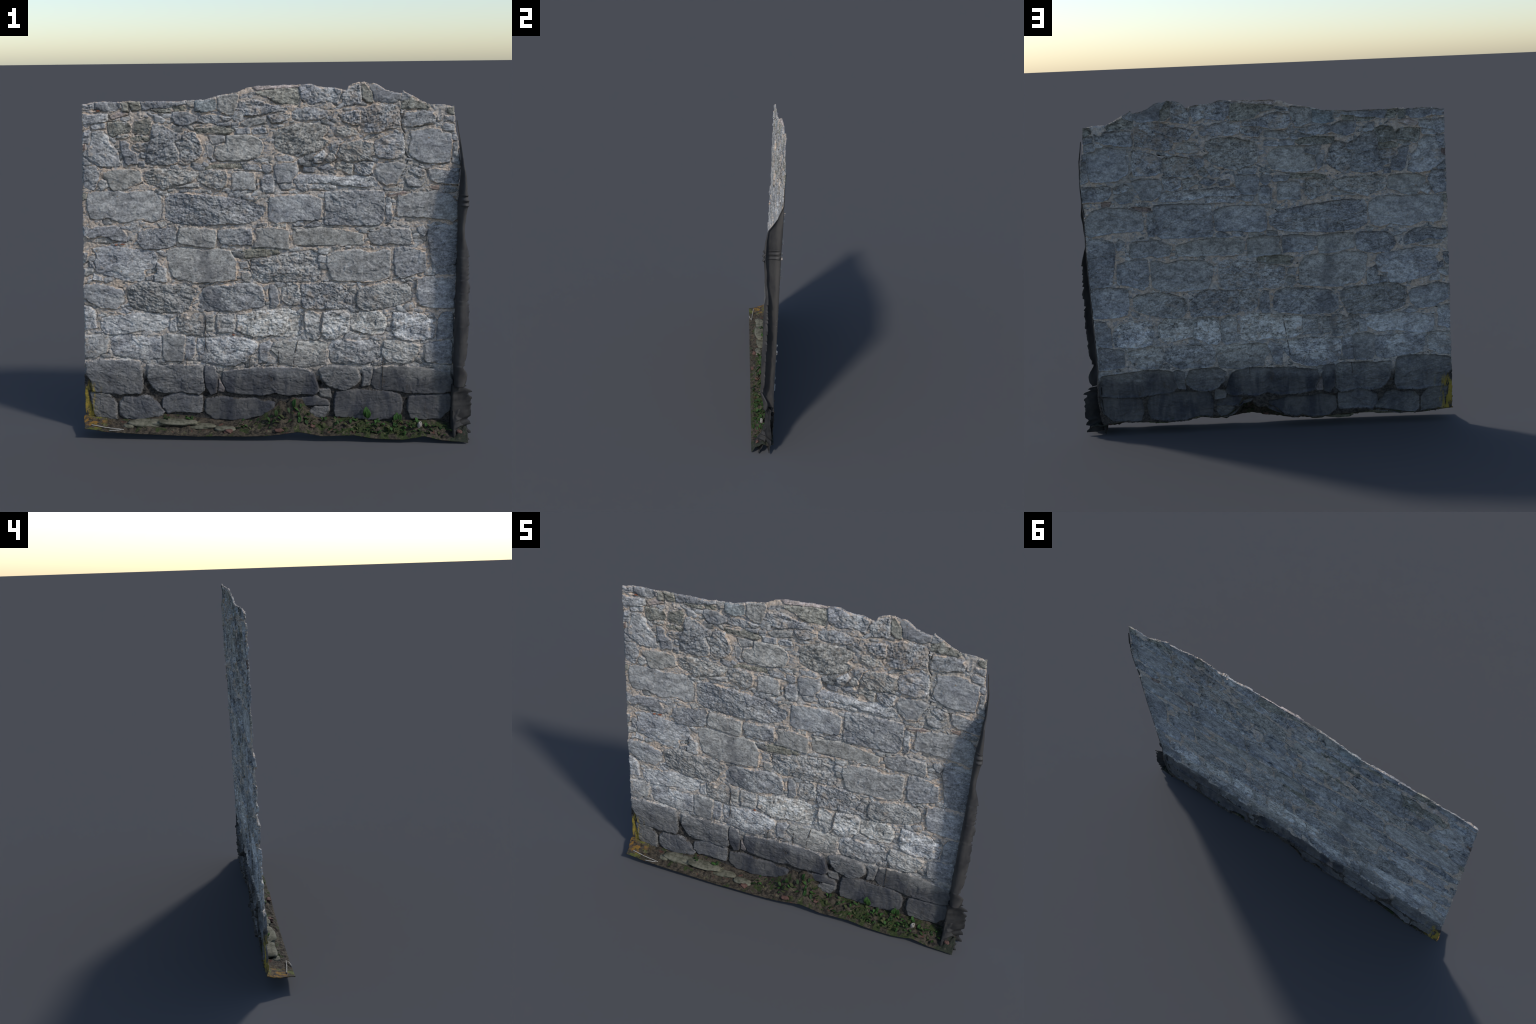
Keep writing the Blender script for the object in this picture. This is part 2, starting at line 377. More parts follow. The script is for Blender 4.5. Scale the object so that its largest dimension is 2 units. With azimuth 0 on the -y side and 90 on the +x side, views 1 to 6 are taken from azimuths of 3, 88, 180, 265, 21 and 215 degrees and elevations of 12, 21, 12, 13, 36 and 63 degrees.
def lay(which):
    """One block: irregular outline grown until it meets its neighbours, bulged weathered face."""
    global blocks
    blocks += 1
    sort, corners, lo, hi = laid[which]
    s, seed = SORTS[sort], 100 + blocks * 7
    r = random.Random(seed)
    outline = round_corners(swell(corners, 0.0066), 1, 0.08)
    size = float(min(hi - lo))
    cx, cz = (lo + hi) / 2
    near = [o[1] for i, o in enumerate(laid) if i != which and (o[2] < hi + 0.02).all() and (o[3] > lo - 0.02).all()]

    def depth(x, z):
        wob = min(1.0, size / 0.06)
        own = polygon_distance(x, z, outline)
        other = np.full(x.shape, -1.0)
        for c in near:
            other = np.maximum(other, polygon_distance(x, z, c))
        d = np.minimum(own, 0.5 * (own - other) - 0.0016 - 0.0016 * perlin(x * 14, z * 14, 19))
        ragged = 0.8 + 0.6 * min(1.0, s["relief"] / 0.004)
        d = d + wob * ragged * (0.0040 * fbm(x, z, 34, 3, seed) + 0.0018 * perlin(x * 120, z * 120, seed + 3))
        return np.minimum(d, wall_distance(x, z) + 0.0004)

    xs, zs = np.arange(lo[0] - 0.016, hi[0] + 0.016, GRID), np.arange(lo[1] - 0.016, hi[1] + 0.016, GRID)
    X, Z = np.meshgrid(xs, zs)
    D = depth(X, Z)
    ok = D > -0.35 * GRID
    keep = ok[:-1, :-1] & ok[:-1, 1:] & ok[1:, 1:] & ok[1:, :-1]
    proud = 1.35 * s["proud"] * r.uniform(0.6, 1.4) * min(1.0, 0.45 + size / 0.12)
    tilt_x, tilt_z = r.uniform(-0.02, 0.02), r.uniform(-0.02, 0.02)
    ang, amp = r.uniform(-0.5, 0.4), 1.5 * s["relief"] * r.uniform(0.8, 1.2)
    edge = min(0.0100, 0.28 * size) * (0.85 if s["relief"] < 0.002 else 1.0)
    ca, sa = math.cos(ang), math.sin(ang)

    steep = min(0.11, 20 * s["relief"])
    facets = [(r.uniform(0, 0.003), r.uniform(-steep, steep), r.uniform(-steep, steep)) for _ in range(4)]

    def relief(x, z):
        u, v = (x * ca + z * sa), (z * ca - x * sa)
        n = 1.0 * fbm(u, v * 1.5, 17, 3, seed + 11)
        n = n + 0.75 * (0.5 - 2.0 * np.abs(fbm(u, v * 1.9, 30, 3, seed + 23, 0.6))) * min(1.0, amp / 0.003)
        n = n + 0.24 * fbm(x, z, 110, 2, seed + 31, 0.7)
        crack = smooth(0.05, 0.0, np.abs(perlin(u * 11 + 0.3 * perlin(u * 40, v * 40, seed), v * 19, seed + 41))) * smooth(0.1, 0.3, perlin(u * 8, v * 8, seed + 47))
        scarp = smooth(-0.05, 0.05, perlin(u * 10 + 0.4 * perlin(u * 30, v * 30, seed), v * 17, seed + 61)) - 0.5
        n = n * amp - min(0.0036, 0.9 * amp) * crack + scarp * min(0.0036, 0.8 * amp)
        if s.get("pits"):
            n = n - 0.0032 * smooth(0.12, 0.42, fbm(x, z, 95, 2, seed + 53))
        broken = np.min([c + a * (x - cx) + b * (z - cz) for c, a, b in facets], axis=0) + 0.25 * steep * size
        return n + np.clip(broken, -0.008, 0.006) + tilt_x * (x - cx) + tilt_z * (z - cz)

    def front(x, z, d, _):
        w = edge * (0.75 + 0.9 * np.clip(perlin(x * 23, z * 23, seed + 71), -0.5, 0.6))
        e = smooth(0, 1, d / w) ** 0.7
        return base_y(x, z) + 0.0035 - (proud + 0.0035) * e - e * relief(x, z)

    def back(x, z, d, _):
        e = smooth(0, edge * 1.3, d)
        return front(x, z, d, _) + skin(x, z)

    me = slab("stone", X, Z, D, keep, front, back)
    if me is None:
        return
    ob = new_object("stone", me, wall, LIMESTONE)
    for k in ("tone", "lichen", "dust", "grit"):
        ob[k] = s[k] * (r.uniform(0.90, 1.10) if k == "tone" else r.uniform(0.8, 1.2))
    for k in EXTRAS:
        ob[k] = s.get(k, 0.0)
    ob["warm"] = max(0.0, r.uniform(-0.5, 0.9)) if sort != "bluish" else 0.0
    i0, i1 = int((lo[0] - 0.03 - BX[0, 0]) / BED), int((hi[0] + 0.03 - BX[0, 0]) / BED) + 1
    j0, j1 = int((lo[1] - 0.03 - BZ[0, 0]) / BED), int((hi[1] + 0.03 - BZ[0, 0]) / BED) + 1
    w = (slice(max(j0, 0), max(j1, 0)), slice(max(i0, 0), max(i1, 0)))
    here = depth(BX[w], BZ[w])
    rim = (here > 0) & (here > DEPTH[w]) & (here < 0.02)
    bx, bz = BX[w][rim], BZ[w][rim]
    FACE[w][rim] = front(bx, bz, here[rim], None) - base_y(bx, bz)
    DEPTH[w] = np.maximum(DEPTH[w], here)

# ------------------------------------------------------------------ the blocks, course by course from the top
stone("rough", (-0.944, 1.690), (-0.886, 1.695), (-0.889, 1.667), (-0.943, 1.663))
stone("dark", (-0.880, 1.691), (-0.799, 1.700), (-0.758, 1.696), (-0.753, 1.670), (-0.785, 1.654), (-0.834, 1.654), (-0.877, 1.669))
stone("olive", (-0.748, 1.690), (-0.714, 1.688), (-0.719, 1.654), (-0.741, 1.652))
stone("olive", (-0.709, 1.694), (-0.660, 1.693), (-0.653, 1.663), (-0.694, 1.657))
stone("bluish", (-0.652, 1.697), (-0.525, 1.694), (-0.440, 1.701), (-0.432, 1.687), (-0.501, 1.676), (-0.526, 1.662), (-0.587, 1.667), (-0.645, 1.659))
stone("olive", (-0.604, 1.661), (-0.506, 1.664), (-0.510, 1.648), (-0.567, 1.649))
stone("olive", (-0.489, 1.670), (-0.436, 1.672), (-0.441, 1.656), (-0.485, 1.656))
stone("rough", (-0.429, 1.697), (-0.391, 1.699), (-0.387, 1.673), (-0.412, 1.673))
stone("teal", (-0.385, 1.697), (-0.335, 1.706), (-0.283, 1.707), (-0.282, 1.656), (-0.335, 1.644), (-0.384, 1.651))
stone("dark", (-0.494, 1.642), (-0.425, 1.645), (-0.374, 1.625), (-0.377, 1.605), (-0.418, 1.589), (-0.451, 1.583), (-0.487, 1.592), (-0.497, 1.618))
stone("pale", (-0.946, 1.641), (-0.896, 1.637), (-0.822, 1.636), (-0.821, 1.612), (-0.832, 1.604), (-0.882, 1.594), (-0.920, 1.574), (-0.949, 1.577))
stone("pinkish", (-0.802, 1.628), (-0.764, 1.644), (-0.736, 1.642), (-0.719, 1.638), (-0.786, 1.618), (-0.798, 1.618))
stone("pale", (-0.903, 1.586), (-0.836, 1.592), (-0.839, 1.572), (-0.895, 1.569))
stone("olive", (-0.820, 1.592), (-0.774, 1.600), (-0.717, 1.595), (-0.699, 1.571), (-0.706, 1.551), (-0.768, 1.543), (-0.802, 1.529), (-0.812, 1.539))
stone("olive", (-0.693, 1.579), (-0.680, 1.603), (-0.630, 1.615), (-0.598, 1.599), (-0.616, 1.540), (-0.653, 1.538), (-0.696, 1.551))
stone("pale", (-0.900, 1.548), (-0.846, 1.556), (-0.819, 1.519), (-0.814, 1.486), (-0.791, 1.474), (-0.772, 1.441), (-0.766, 1.386), (-0.812, 1.378), (-0.882, 1.391), (-0.939, 1.430), (-0.946, 1.446), (-0.916, 1.475), (-0.906, 1.507))
stone("rough", (-0.950, 1.552), (-0.912, 1.564), (-0.904, 1.552), (-0.917, 1.495), (-0.950, 1.495))
stone("rusty", (-0.949, 1.487), (-0.937, 1.491), (-0.939, 1.467), (-0.950, 1.461))
stone("bluish", (-0.761, 1.511), (-0.740, 1.510), (-0.716, 1.494), (-0.719, 1.470), (-0.681, 1.441), (-0.676, 1.400), (-0.724, 1.390), (-0.744, 1.408))
stone("rough", (-0.696, 1.484), (-0.679, 1.496), (-0.621, 1.498), (-0.629, 1.459), (-0.672, 1.457), (-0.696, 1.474))
stone("bluish", (-0.656, 1.447), (-0.635, 1.443), (-0.642, 1.424), (-0.656, 1.429))
stone("bluish", (-0.670, 1.400), (-0.645, 1.404), (-0.643, 1.383), (-0.668, 1.381))
stone("olive", (-0.707, 1.522), (-0.678, 1.532), (-0.616, 1.528), (-0.617, 1.506), (-0.703, 1.510))
stone("rough", (-0.769, 1.531), (-0.719, 1.541), (-0.711, 1.533), (-0.753, 1.517), (-0.773, 1.523))
stone("bluish", (-0.588, 1.633), (-0.568, 1.630), (-0.532, 1.606), (-0.548, 1.596), (-0.585, 1.602))
stone("dark_rough", (-0.594, 1.588), (-0.549, 1.582), (-0.458, 1.531), (-0.454, 1.509), (-0.496, 1.503), (-0.478, 1.468), (-0.468, 1.440), (-0.473, 1.403), (-0.525, 1.389), (-0.591, 1.391), (-0.632, 1.404), (-0.622, 1.465), (-0.604, 1.510), (-0.607, 1.554))
stone("rough", (-0.450, 1.533), (-0.398, 1.549), (-0.374, 1.520), (-0.351, 1.464), (-0.364, 1.431), (-0.439, 1.387), (-0.466, 1.399), (-0.465, 1.444), (-0.474, 1.476), (-0.483, 1.499), (-0.452, 1.507))
stone("bluish", (-0.955, 1.381), (-0.887, 1.380), (-0.867, 1.339), (-0.886, 1.289), (-0.904, 1.265), (-0.954, 1.277), (-0.959, 1.302))
stone("bluish", (-0.955, 1.432), (-0.927, 1.417), (-0.915, 1.393), (-0.940, 1.389), (-0.956, 1.401))
stone("pale", (-0.860, 1.318), (-0.838, 1.304), (-0.830, 1.283), (-0.862, 1.265), (-0.882, 1.298))
stone("dressed", (-0.846, 1.347), (-0.825, 1.357), (-0.758, 1.367), (-0.667, 1.361), (-0.660, 1.305), (-0.711, 1.287), (-0.749, 1.266), (-0.808, 1.266), (-0.831, 1.314), (-0.847, 1.331))
stone("rough", (-0.638, 1.355), (-0.604, 1.371), (-0.555, 1.363), (-0.452, 1.362), (-0.378, 1.350), (-0.370, 1.333), (-0.420, 1.305), (-0.495, 1.286), (-0.554, 1.266), (-0.586, 1.289), (-0.619, 1.293), (-0.648, 1.318))
stone("pale", (-0.499, 1.274), (-0.420, 1.292), (-0.375, 1.296), (-0.375, 1.278))
stone("dressed", (-0.934, 1.249), (-0.779, 1.259), (-0.746, 1.247), (-0.691, 1.259), (-0.608, 1.255), (-0.567, 1.232), (-0.562, 1.190), (-0.574, 1.119), (-0.617, 1.107), (-0.666, 1.121), (-0.709, 1.111), (-0.772, 1.103), (-0.834, 1.128), (-0.893, 1.117), (-0.922, 1.126), (-0.939, 1.178))
stone("olive", (-0.959, 1.253), (-0.939, 1.249), (-0.943, 1.224), (-0.961, 1.216))
stone("bluish", (-0.967, 1.077), (-0.929, 1.065), (-0.899, 1.077), (-0.802, 1.082), (-0.769, 1.065), (-0.745, 1.039), (-0.748, 1.006), (-0.805, 1.010), (-0.867, 1.035), (-0.927, 1.022), (-0.960, 1.035))
stone("rough", (-0.897, 1.018), (-0.863, 1.025), (-0.809, 1.003), (-0.831, 0.997), (-0.924, 1.001))
stone("bluish", (-0.681, 1.052), (-0.634, 1.069), (-0.500, 1.073), (-0.493, 1.052), (-0.496, 0.989), (-0.545, 0.972), (-0.659, 0.967), (-0.691, 1.006))
stone("pale", (-0.579, 1.094), (-0.550, 1.102), (-0.542, 1.090), (-0.567, 1.077))
stone("dressed", (-0.477, 1.069), (-0.417, 1.071), (-0.296, 1.064), (-0.293, 1.022), (-0.302, 0.976), (-0.356, 0.974), (-0.483, 1.001))
stone("pale", (-0.919, 0.967), (-0.797, 0.980), (-0.714, 0.963), (-0.604, 0.950), (-0.593, 0.921), (-0.607, 0.870), (-0.662, 0.857), (-0.655, 0.831), (-0.668, 0.803), (-0.728, 0.798), (-0.854, 0.830), (-0.904, 0.852), (-0.913, 0.895), (-0.897, 0.929))
stone("dark", (-0.594, 0.891), (-0.552, 0.870), (-0.550, 0.797), (-0.607, 0.801), (-0.610, 0.831), (-0.591, 0.840))
stone("bluish", (-0.653, 0.820), (-0.618, 0.833), (-0.615, 0.805), (-0.649, 0.805))
stone("bluish", (-0.970, 0.950), (-0.947, 0.946), (-0.953, 0.907), (-0.971, 0.890))
stone("bluish", (-0.938, 0.901), (-0.920, 0.890), (-0.917, 0.869), (-0.935, 0.877))
stone("pale", (-0.972, 0.865), (-0.951, 0.858), (-0.920, 0.863), (-0.924, 0.847), (-0.961, 0.828), (-0.973, 0.843))
stone("pale", (-0.918, 0.835), (-0.884, 0.822), (-0.876, 0.805), (-0.923, 0.809))
stone("dressed", (-0.541, 0.955), (-0.503, 0.970), (-0.419, 0.972), (-0.361, 0.951), (-0.294, 0.966), (-0.223, 0.955), (-0.198, 0.908), (-0.195, 0.849), (-0.198, 0.811), (-0.296, 0.800), (-0.415, 0.793), (-0.418, 0.806), (-0.482, 0.810), (-0.519, 0.831), (-0.535, 0.882))
stone("dark", (-0.972, 0.774), (-0.911, 0.787), (-0.848, 0.770), (-0.780, 0.757), (-0.766, 0.731), (-0.779, 0.688), (-0.810, 0.657), (-0.882, 0.661), (-0.950, 0.692), (-0.976, 0.718))
stone("dark_rough", (-0.741, 0.770), (-0.677, 0.796), (-0.626, 0.797), (-0.571, 0.784), (-0.432, 0.780), (-0.403, 0.750), (-0.410, 0.724), (-0.439, 0.650), (-0.477, 0.637), (-0.575, 0.637), (-0.682, 0.649), (-0.732, 0.671), (-0.747, 0.723))
stone("pale", (-0.979, 0.665), (-0.951, 0.663), (-0.919, 0.644), (-0.924, 0.587), (-0.919, 0.556), (-0.982, 0.538))
stone("pale", (-0.887, 0.600), (-0.833, 0.618), (-0.708, 0.630), (-0.571, 0.624), (-0.538, 0.602), (-0.539, 0.571), (-0.595, 0.538), (-0.702, 0.540), (-0.789, 0.522), (-0.879, 0.523), (-0.893, 0.561))
stone("pale", (-0.810, 0.640), (-0.767, 0.658), (-0.742, 0.640), (-0.768, 0.627))
stone("pale", (-0.532, 0.598), (-0.504, 0.607), (-0.505, 0.541), (-0.535, 0.541))
stone("rough", (-0.495, 0.620), (-0.452, 0.629), (-0.446, 0.602), (-0.393, 0.633), (-0.359, 0.631), (-0.359, 0.520), (-0.442, 0.522), (-0.484, 0.537), (-0.496, 0.576))
stone("pale", (-0.986, 0.508), (-0.923, 0.515), (-0.867, 0.509), (-0.857, 0.478), (-0.868, 0.429), (-0.928, 0.398), (-0.980, 0.393))
stone("pale", (-0.844, 0.494), (-0.806, 0.514), (-0.716, 0.514), (-0.643, 0.506), (-0.585, 0.506), (-0.582, 0.467), (-0.593, 0.394), (-0.647, 0.384), (-0.827, 0.414), (-0.841, 0.452))
stone("dressed", (-0.572, 0.511), (-0.544, 0.522), (-0.463, 0.516), (-0.458, 0.507), (-0.472, 0.397), (-0.479, 0.381), (-0.557, 0.378), (-0.575, 0.409), (-0.578, 0.480))
stone("pale", (-0.453, 0.505), (-0.412, 0.503), (-0.412, 0.415), (-0.432, 0.386), (-0.462, 0.388), (-0.463, 0.454))
stone("foot_pale", (-0.977, 0.366), (-0.885, 0.385), (-0.777, 0.386), (-0.699, 0.377), (-0.688, 0.243), (-0.702, 0.205), (-0.801, 0.199), (-0.914, 0.210), (-0.948, 0.218), (-0.959, 0.277), (-0.984, 0.308))
stone("foot_pale", (-0.659, 0.355), (-0.622, 0.358), (-0.583, 0.352), (-0.540, 0.359), (-0.375, 0.359), (-0.366, 0.226), (-0.393, 0.203), (-0.501, 0.218), (-0.544, 0.206), (-0.609, 0.217), (-0.638, 0.244), (-0.659, 0.279))
stone("foot", (-0.358, 0.353), (-0.318, 0.351), (-0.305, 0.336), (-0.297, 0.292), (-0.307, 0.215), (-0.333, 0.202), (-0.354, 0.237), (-0.362, 0.269))
stone("foot_pale", (-0.962, 0.202), (-0.870, 0.199), (-0.843, 0.170), (-0.831, 0.142), (-0.830, 0.060), (-0.885, 0.055), (-0.928, 0.064), (-0.949, 0.105))
stone("foot_pale", (-0.809, 0.152), (-0.784, 0.181), (-0.723, 0.178), (-0.683, 0.190), (-0.640, 0.181), (-0.579, 0.109), (-0.596, 0.068), (-0.670, 0.060), (-0.771, 0.057), (-0.809, 0.084))
stone("foot_pale", (-0.582, 0.172), (-0.531, 0.200), (-0.479, 0.214), (-0.462, 0.194), (-0.380, 0.188), (-0.382, 0.106), (-0.525, 0.107), (-0.560, 0.095), (-0.585, 0.131))
stone("dark", (-0.276, 1.720), (-0.176, 1.729), (-0.181, 1.672), (-0.202, 1.638), (-0.226, 1.636), (-0.275, 1.656))
stone("rough", (-0.373, 1.625), (-0.312, 1.635), (-0.210, 1.616), (-0.219, 1.602), (-0.284, 1.590), (-0.337, 1.591), (-0.373, 1.605))
stone("bluish", (-0.276, 1.588), (-0.211, 1.598), (-0.215, 1.582), (-0.272, 1.579))
stone("rough", (-0.161, 1.691), (-0.108, 1.703), (-0.052, 1.690), (-0.012, 1.674), (0.061, 1.664), (0.077, 1.650), (-0.012, 1.644), (-0.076, 1.631), (-0.149, 1.631), (-0.169, 1.656))
stone("olive", (-0.088, 1.736), (-0.043, 1.748), (0.121, 1.758), (0.129, 1.721), (0.121, 1.673), (0.017, 1.686), (-0.019, 1.714), (-0.072, 1.726))
stone("pinkish", (-0.107, 1.765), (-0.051, 1.770), (0.101, 1.773), (0.119, 1.764), (0.029, 1.757), (-0.083, 1.751))
stone("rough", (0.125, 1.760), (0.157, 1.776), (0.185, 1.777), (0.213, 1.763), (0.269, 1.763), (0.309, 1.751), (0.325, 1.739), (0.308, 1.680), (0.270, 1.696), (0.210, 1.684), (0.165, 1.681), (0.131, 1.717))
stone("dark", (-0.162, 1.592), (-0.117, 1.611), (-0.044, 1.611), (-0.044, 1.591), (-0.109, 1.583), (-0.126, 1.573), (-0.158, 1.580))
stone("bluish", (-0.209, 1.590), (-0.176, 1.594), (-0.178, 1.572), (-0.203, 1.572))
stone("rough", (-0.028, 1.623), (0.029, 1.638), (0.079, 1.630), (0.073, 1.614), (0.028, 1.594), (-0.004, 1.594))
stone("rough", (0.085, 1.644), (0.149, 1.665), (0.286, 1.644), (0.278, 1.612), (0.190, 1.604), (0.129, 1.606), (0.093, 1.614))
stone("olive", (-0.386, 1.567), (-0.256, 1.576), (-0.199, 1.556), (-0.215, 1.544), (-0.338, 1.542), (-0.383, 1.545))
stone("dressed", (-0.187, 1.563), (-0.122, 1.565), (-0.118, 1.543), (-0.179, 1.543))
stone("pale", (-0.108, 1.550), (-0.085, 1.564), (-0.043, 1.564), (-0.039, 1.545), (-0.102, 1.541))
stone("dressed", (-0.322, 1.536), (-0.244, 1.524), (-0.240, 1.504), (-0.290, 1.490), (-0.302, 1.496))
stone("dressed", (-0.331, 1.484), (-0.314, 1.489), (-0.298, 1.471), (-0.307, 1.419), (-0.323, 1.431))
stone("dressed", (-0.230, 1.526), (-0.142, 1.535), (-0.094, 1.523), (-0.061, 1.503), (-0.053, 1.478), (-0.062, 1.450), (-0.074, 1.426), (-0.185, 1.406), (-0.279, 1.414), (-0.290, 1.443), (-0.282, 1.479), (-0.235, 1.489))
stone("dark_rough", (0.004, 1.546), (0.016, 1.558), (0.109, 1.584), (0.190, 1.585), (0.250, 1.573), (0.258, 1.541), (0.230, 1.517), (0.267, 1.501), (0.231, 1.465), (0.129, 1.429), (0.028, 1.450), (0.004, 1.474), (-0.002, 1.518))
stone("bluish", (0.009, 1.427), (0.068, 1.433), (0.101, 1.417), (0.093, 1.405), (0.020, 1.405))
stone("dressed", (0.011, 1.393), (0.113, 1.400), (0.115, 1.352), (0.085, 1.301), (0.019, 1.299), (-0.001, 1.373))
stone("rough", (-0.374, 1.350), (-0.317, 1.362), (-0.239, 1.357), (-0.231, 1.320), (-0.240, 1.283), (-0.265, 1.263), (-0.343, 1.288), (-0.383, 1.321))
stone("dressed", (-0.206, 1.345), (-0.169, 1.353), (-0.099, 1.344), (-0.096, 1.266), (-0.170, 1.267), (-0.207, 1.263))
stone("bluish", (-0.152, 1.381), (-0.087, 1.385), (-0.070, 1.373), (-0.079, 1.361), (-0.144, 1.365))
stone("dark", (-0.062, 1.385), (-0.017, 1.389), (-0.013, 1.360), (-0.034, 1.344), (-0.054, 1.356))
stone("bluish", (-0.059, 1.316), (-0.038, 1.336), (-0.013, 1.332), (-0.001, 1.299), (-0.006, 1.252), (-0.055, 1.254), (-0.063, 1.299))
stone("olive", (-0.341, 1.372), (-0.300, 1.385), (-0.168, 1.390), (-0.164, 1.375), (-0.267, 1.379), (-0.341, 1.366))
stone("bluish", (0.031, 1.285), (0.085, 1.293), (0.089, 1.280), (0.109, 1.276), (0.068, 1.266), (0.039, 1.270))
stone("ledge", (0.093, 1.307), (0.113, 1.331), (0.231, 1.333), (0.349, 1.328), (0.402, 1.330), (0.487, 1.322), (0.509, 1.297), (0.503, 1.281), (0.435, 1.281), (0.353, 1.286), (0.272, 1.298), (0.109, 1.295))
stone("rough", (0.113, 1.288), (0.272, 1.292), (0.272, 1.265), (0.191, 1.270), (0.150, 1.258), (0.121, 1.270))
stone("rough", (0.198, 1.420), (0.239, 1.452), (0.259, 1.436), (0.231, 1.396), (0.202, 1.398))
stone("bluish", (0.150, 1.374), (0.199, 1.368), (0.195, 1.351), (0.150, 1.356))
stone("bluish", (0.223, 1.372), (0.271, 1.390), (0.294, 1.371), (0.251, 1.353))
stone("rough", (0.267, 1.436), (0.289, 1.444), (0.300, 1.416), (0.271, 1.400), (0.255, 1.408))
stone("rough", (0.323, 1.480), (0.347, 1.492), (0.415, 1.504), (0.479, 1.491), (0.494, 1.437), (0.468, 1.427), (0.481, 1.407), (0.428, 1.411), (0.348, 1.399), (0.307, 1.436))
stone("rough", (0.274, 1.489), (0.322, 1.516), (0.335, 1.500), (0.319, 1.480), (0.303, 1.440), (0.279, 1.452))
stone("rough", (0.497, 1.499), (0.539, 1.523), (0.627, 1.537), (0.634, 1.458), (0.627, 1.422), (0.565, 1.415), (0.517, 1.419), (0.496, 1.437), (0.486, 1.479))
stone("rough", (0.424, 1.397), (0.483, 1.395), (0.480, 1.346), (0.437, 1.330), (0.401, 1.355), (0.400, 1.383))
stone("rough", (0.311, 1.396), (0.348, 1.393), (0.384, 1.383), (0.381, 1.338), (0.348, 1.351), (0.309, 1.371))
stone("pitted", (0.429, 1.647), (0.481, 1.676), (0.604, 1.669), (0.610, 1.594), (0.606, 1.570), (0.558, 1.563), (0.487, 1.543), (0.435, 1.544), (0.424, 1.596))
stone("pitted", (0.353, 1.640), (0.419, 1.646), (0.421, 1.588), (0.386, 1.584), (0.346, 1.596), (0.322, 1.628))
stone("rough", (0.306, 1.566), (0.346, 1.572), (0.390, 1.564), (0.413, 1.534), (0.347, 1.522), (0.300, 1.533))
stone("pitted", (0.344, 1.750), (0.384, 1.779), (0.416, 1.777), (0.424, 1.746), (0.421, 1.683), (0.369, 1.671), (0.345, 1.671), (0.329, 1.715))
stone("olive", (0.426, 1.777), (0.441, 1.780), (0.478, 1.737), (0.480, 1.690), (0.449, 1.690), (0.429, 1.714))
stone("slab", (0.439, 1.785), (0.463, 1.775), (0.481, 1.780), (0.563, 1.737), (0.615, 1.730), (0.609, 1.701), (0.576, 1.685), (0.524, 1.690), (0.484, 1.698), (0.474, 1.737))
stone("slab", (0.619, 1.720), (0.622, 1.742), (0.662, 1.718), (0.655, 1.703), (0.619, 1.697))
stone("olive", (0.620, 1.683), (0.663, 1.702), (0.703, 1.688), (0.751, 1.664), (0.743, 1.649), (0.700, 1.657), (0.620, 1.658))
stone("bluish", (0.637, 1.638), (0.755, 1.641), (0.780, 1.617), (0.781, 1.589), (0.666, 1.570), (0.632, 1.570), (0.629, 1.606))
stone("bluish", (0.792, 1.613), (0.809, 1.625), (0.808, 1.601), (0.792, 1.598))
stone("olive", (0.834, 1.660), (0.865, 1.668), (0.877, 1.624), (0.851, 1.632), (0.834, 1.644))
stone("bluish", (0.829, 1.618), (0.867, 1.617), (0.868, 1.589), (0.832, 1.597))
stone("dressed", (0.813, 1.575), (0.828, 1.587), (0.868, 1.576), (0.869, 1.549), (0.825, 1.553))
stone("dressed", (0.666, 1.546), (0.746, 1.558), (0.801, 1.557), (0.814, 1.541), (0.854, 1.535), (0.861, 1.497), (0.860, 1.437), (0.850, 1.397), (0.790, 1.393), (0.730, 1.398), (0.681, 1.418), (0.659, 1.442), (0.660, 1.474), (0.671, 1.506))
stone("dark", (0.871, 1.489), (0.898, 1.497), (0.906, 1.385), (0.870, 1.397), (0.868, 1.441))
stone("bluish", (0.870, 1.529), (0.886, 1.529), (0.886, 1.501), (0.862, 1.509))
stone("dressed", (0.503, 1.386), (0.521, 1.391), (0.606, 1.394), (0.642, 1.384), (0.627, 1.348), (0.611, 1.323), (0.600, 1.293), (0.551, 1.289), (0.510, 1.310), (0.496, 1.346))
stone("rough", (0.659, 1.358), (0.686, 1.374), (0.735, 1.353), (0.736, 1.333), (0.720, 1.329), (0.671, 1.345))
stone("bluish", (0.643, 1.319), (0.671, 1.328), (0.736, 1.301), (0.713, 1.278), (0.656, 1.281), (0.648, 1.301))
stone("bluish", (0.759, 1.357), (0.799, 1.365), (0.839, 1.357), (0.903, 1.365), (0.907, 1.292), (0.801, 1.296), (0.772, 1.305), (0.760, 1.329))
stone("rusty", (0.564, 1.240), (0.633, 1.251), (0.673, 1.249), (0.625, 1.237), (0.564, 1.231))
stone("rusty", (0.765, 1.281), (0.803, 1.280), (0.802, 1.266), (0.773, 1.268))
stone("dressed", (0.609, 1.225), (0.665, 1.247), (0.794, 1.253), (0.859, 1.238), (0.896, 1.199), (0.905, 1.122), (0.879, 1.111), (0.757, 1.128), (0.605, 1.132))
stone("bluish", (0.552, 1.225), (0.569, 1.225), (0.577, 1.192), (0.580, 1.134), (0.575, 1.101), (0.553, 1.101), (0.550, 1.176))
stone("dark", (0.253, 1.248), (0.349, 1.256), (0.499, 1.258), (0.540, 1.253), (0.545, 1.155), (0.544, 1.114), (0.514, 1.088), (0.351, 1.086), (0.252, 1.090), (0.250, 1.197))
stone("dark_rough", (-0.542, 1.215), (-0.533, 1.240), (-0.454, 1.246), (-0.289, 1.231), (-0.166, 1.214), (-0.092, 1.197), (-0.049, 1.172), (-0.051, 1.139), (-0.092, 1.106), (-0.179, 1.096), (-0.267, 1.096), (-0.350, 1.083), (-0.500, 1.100), (-0.545, 1.123))
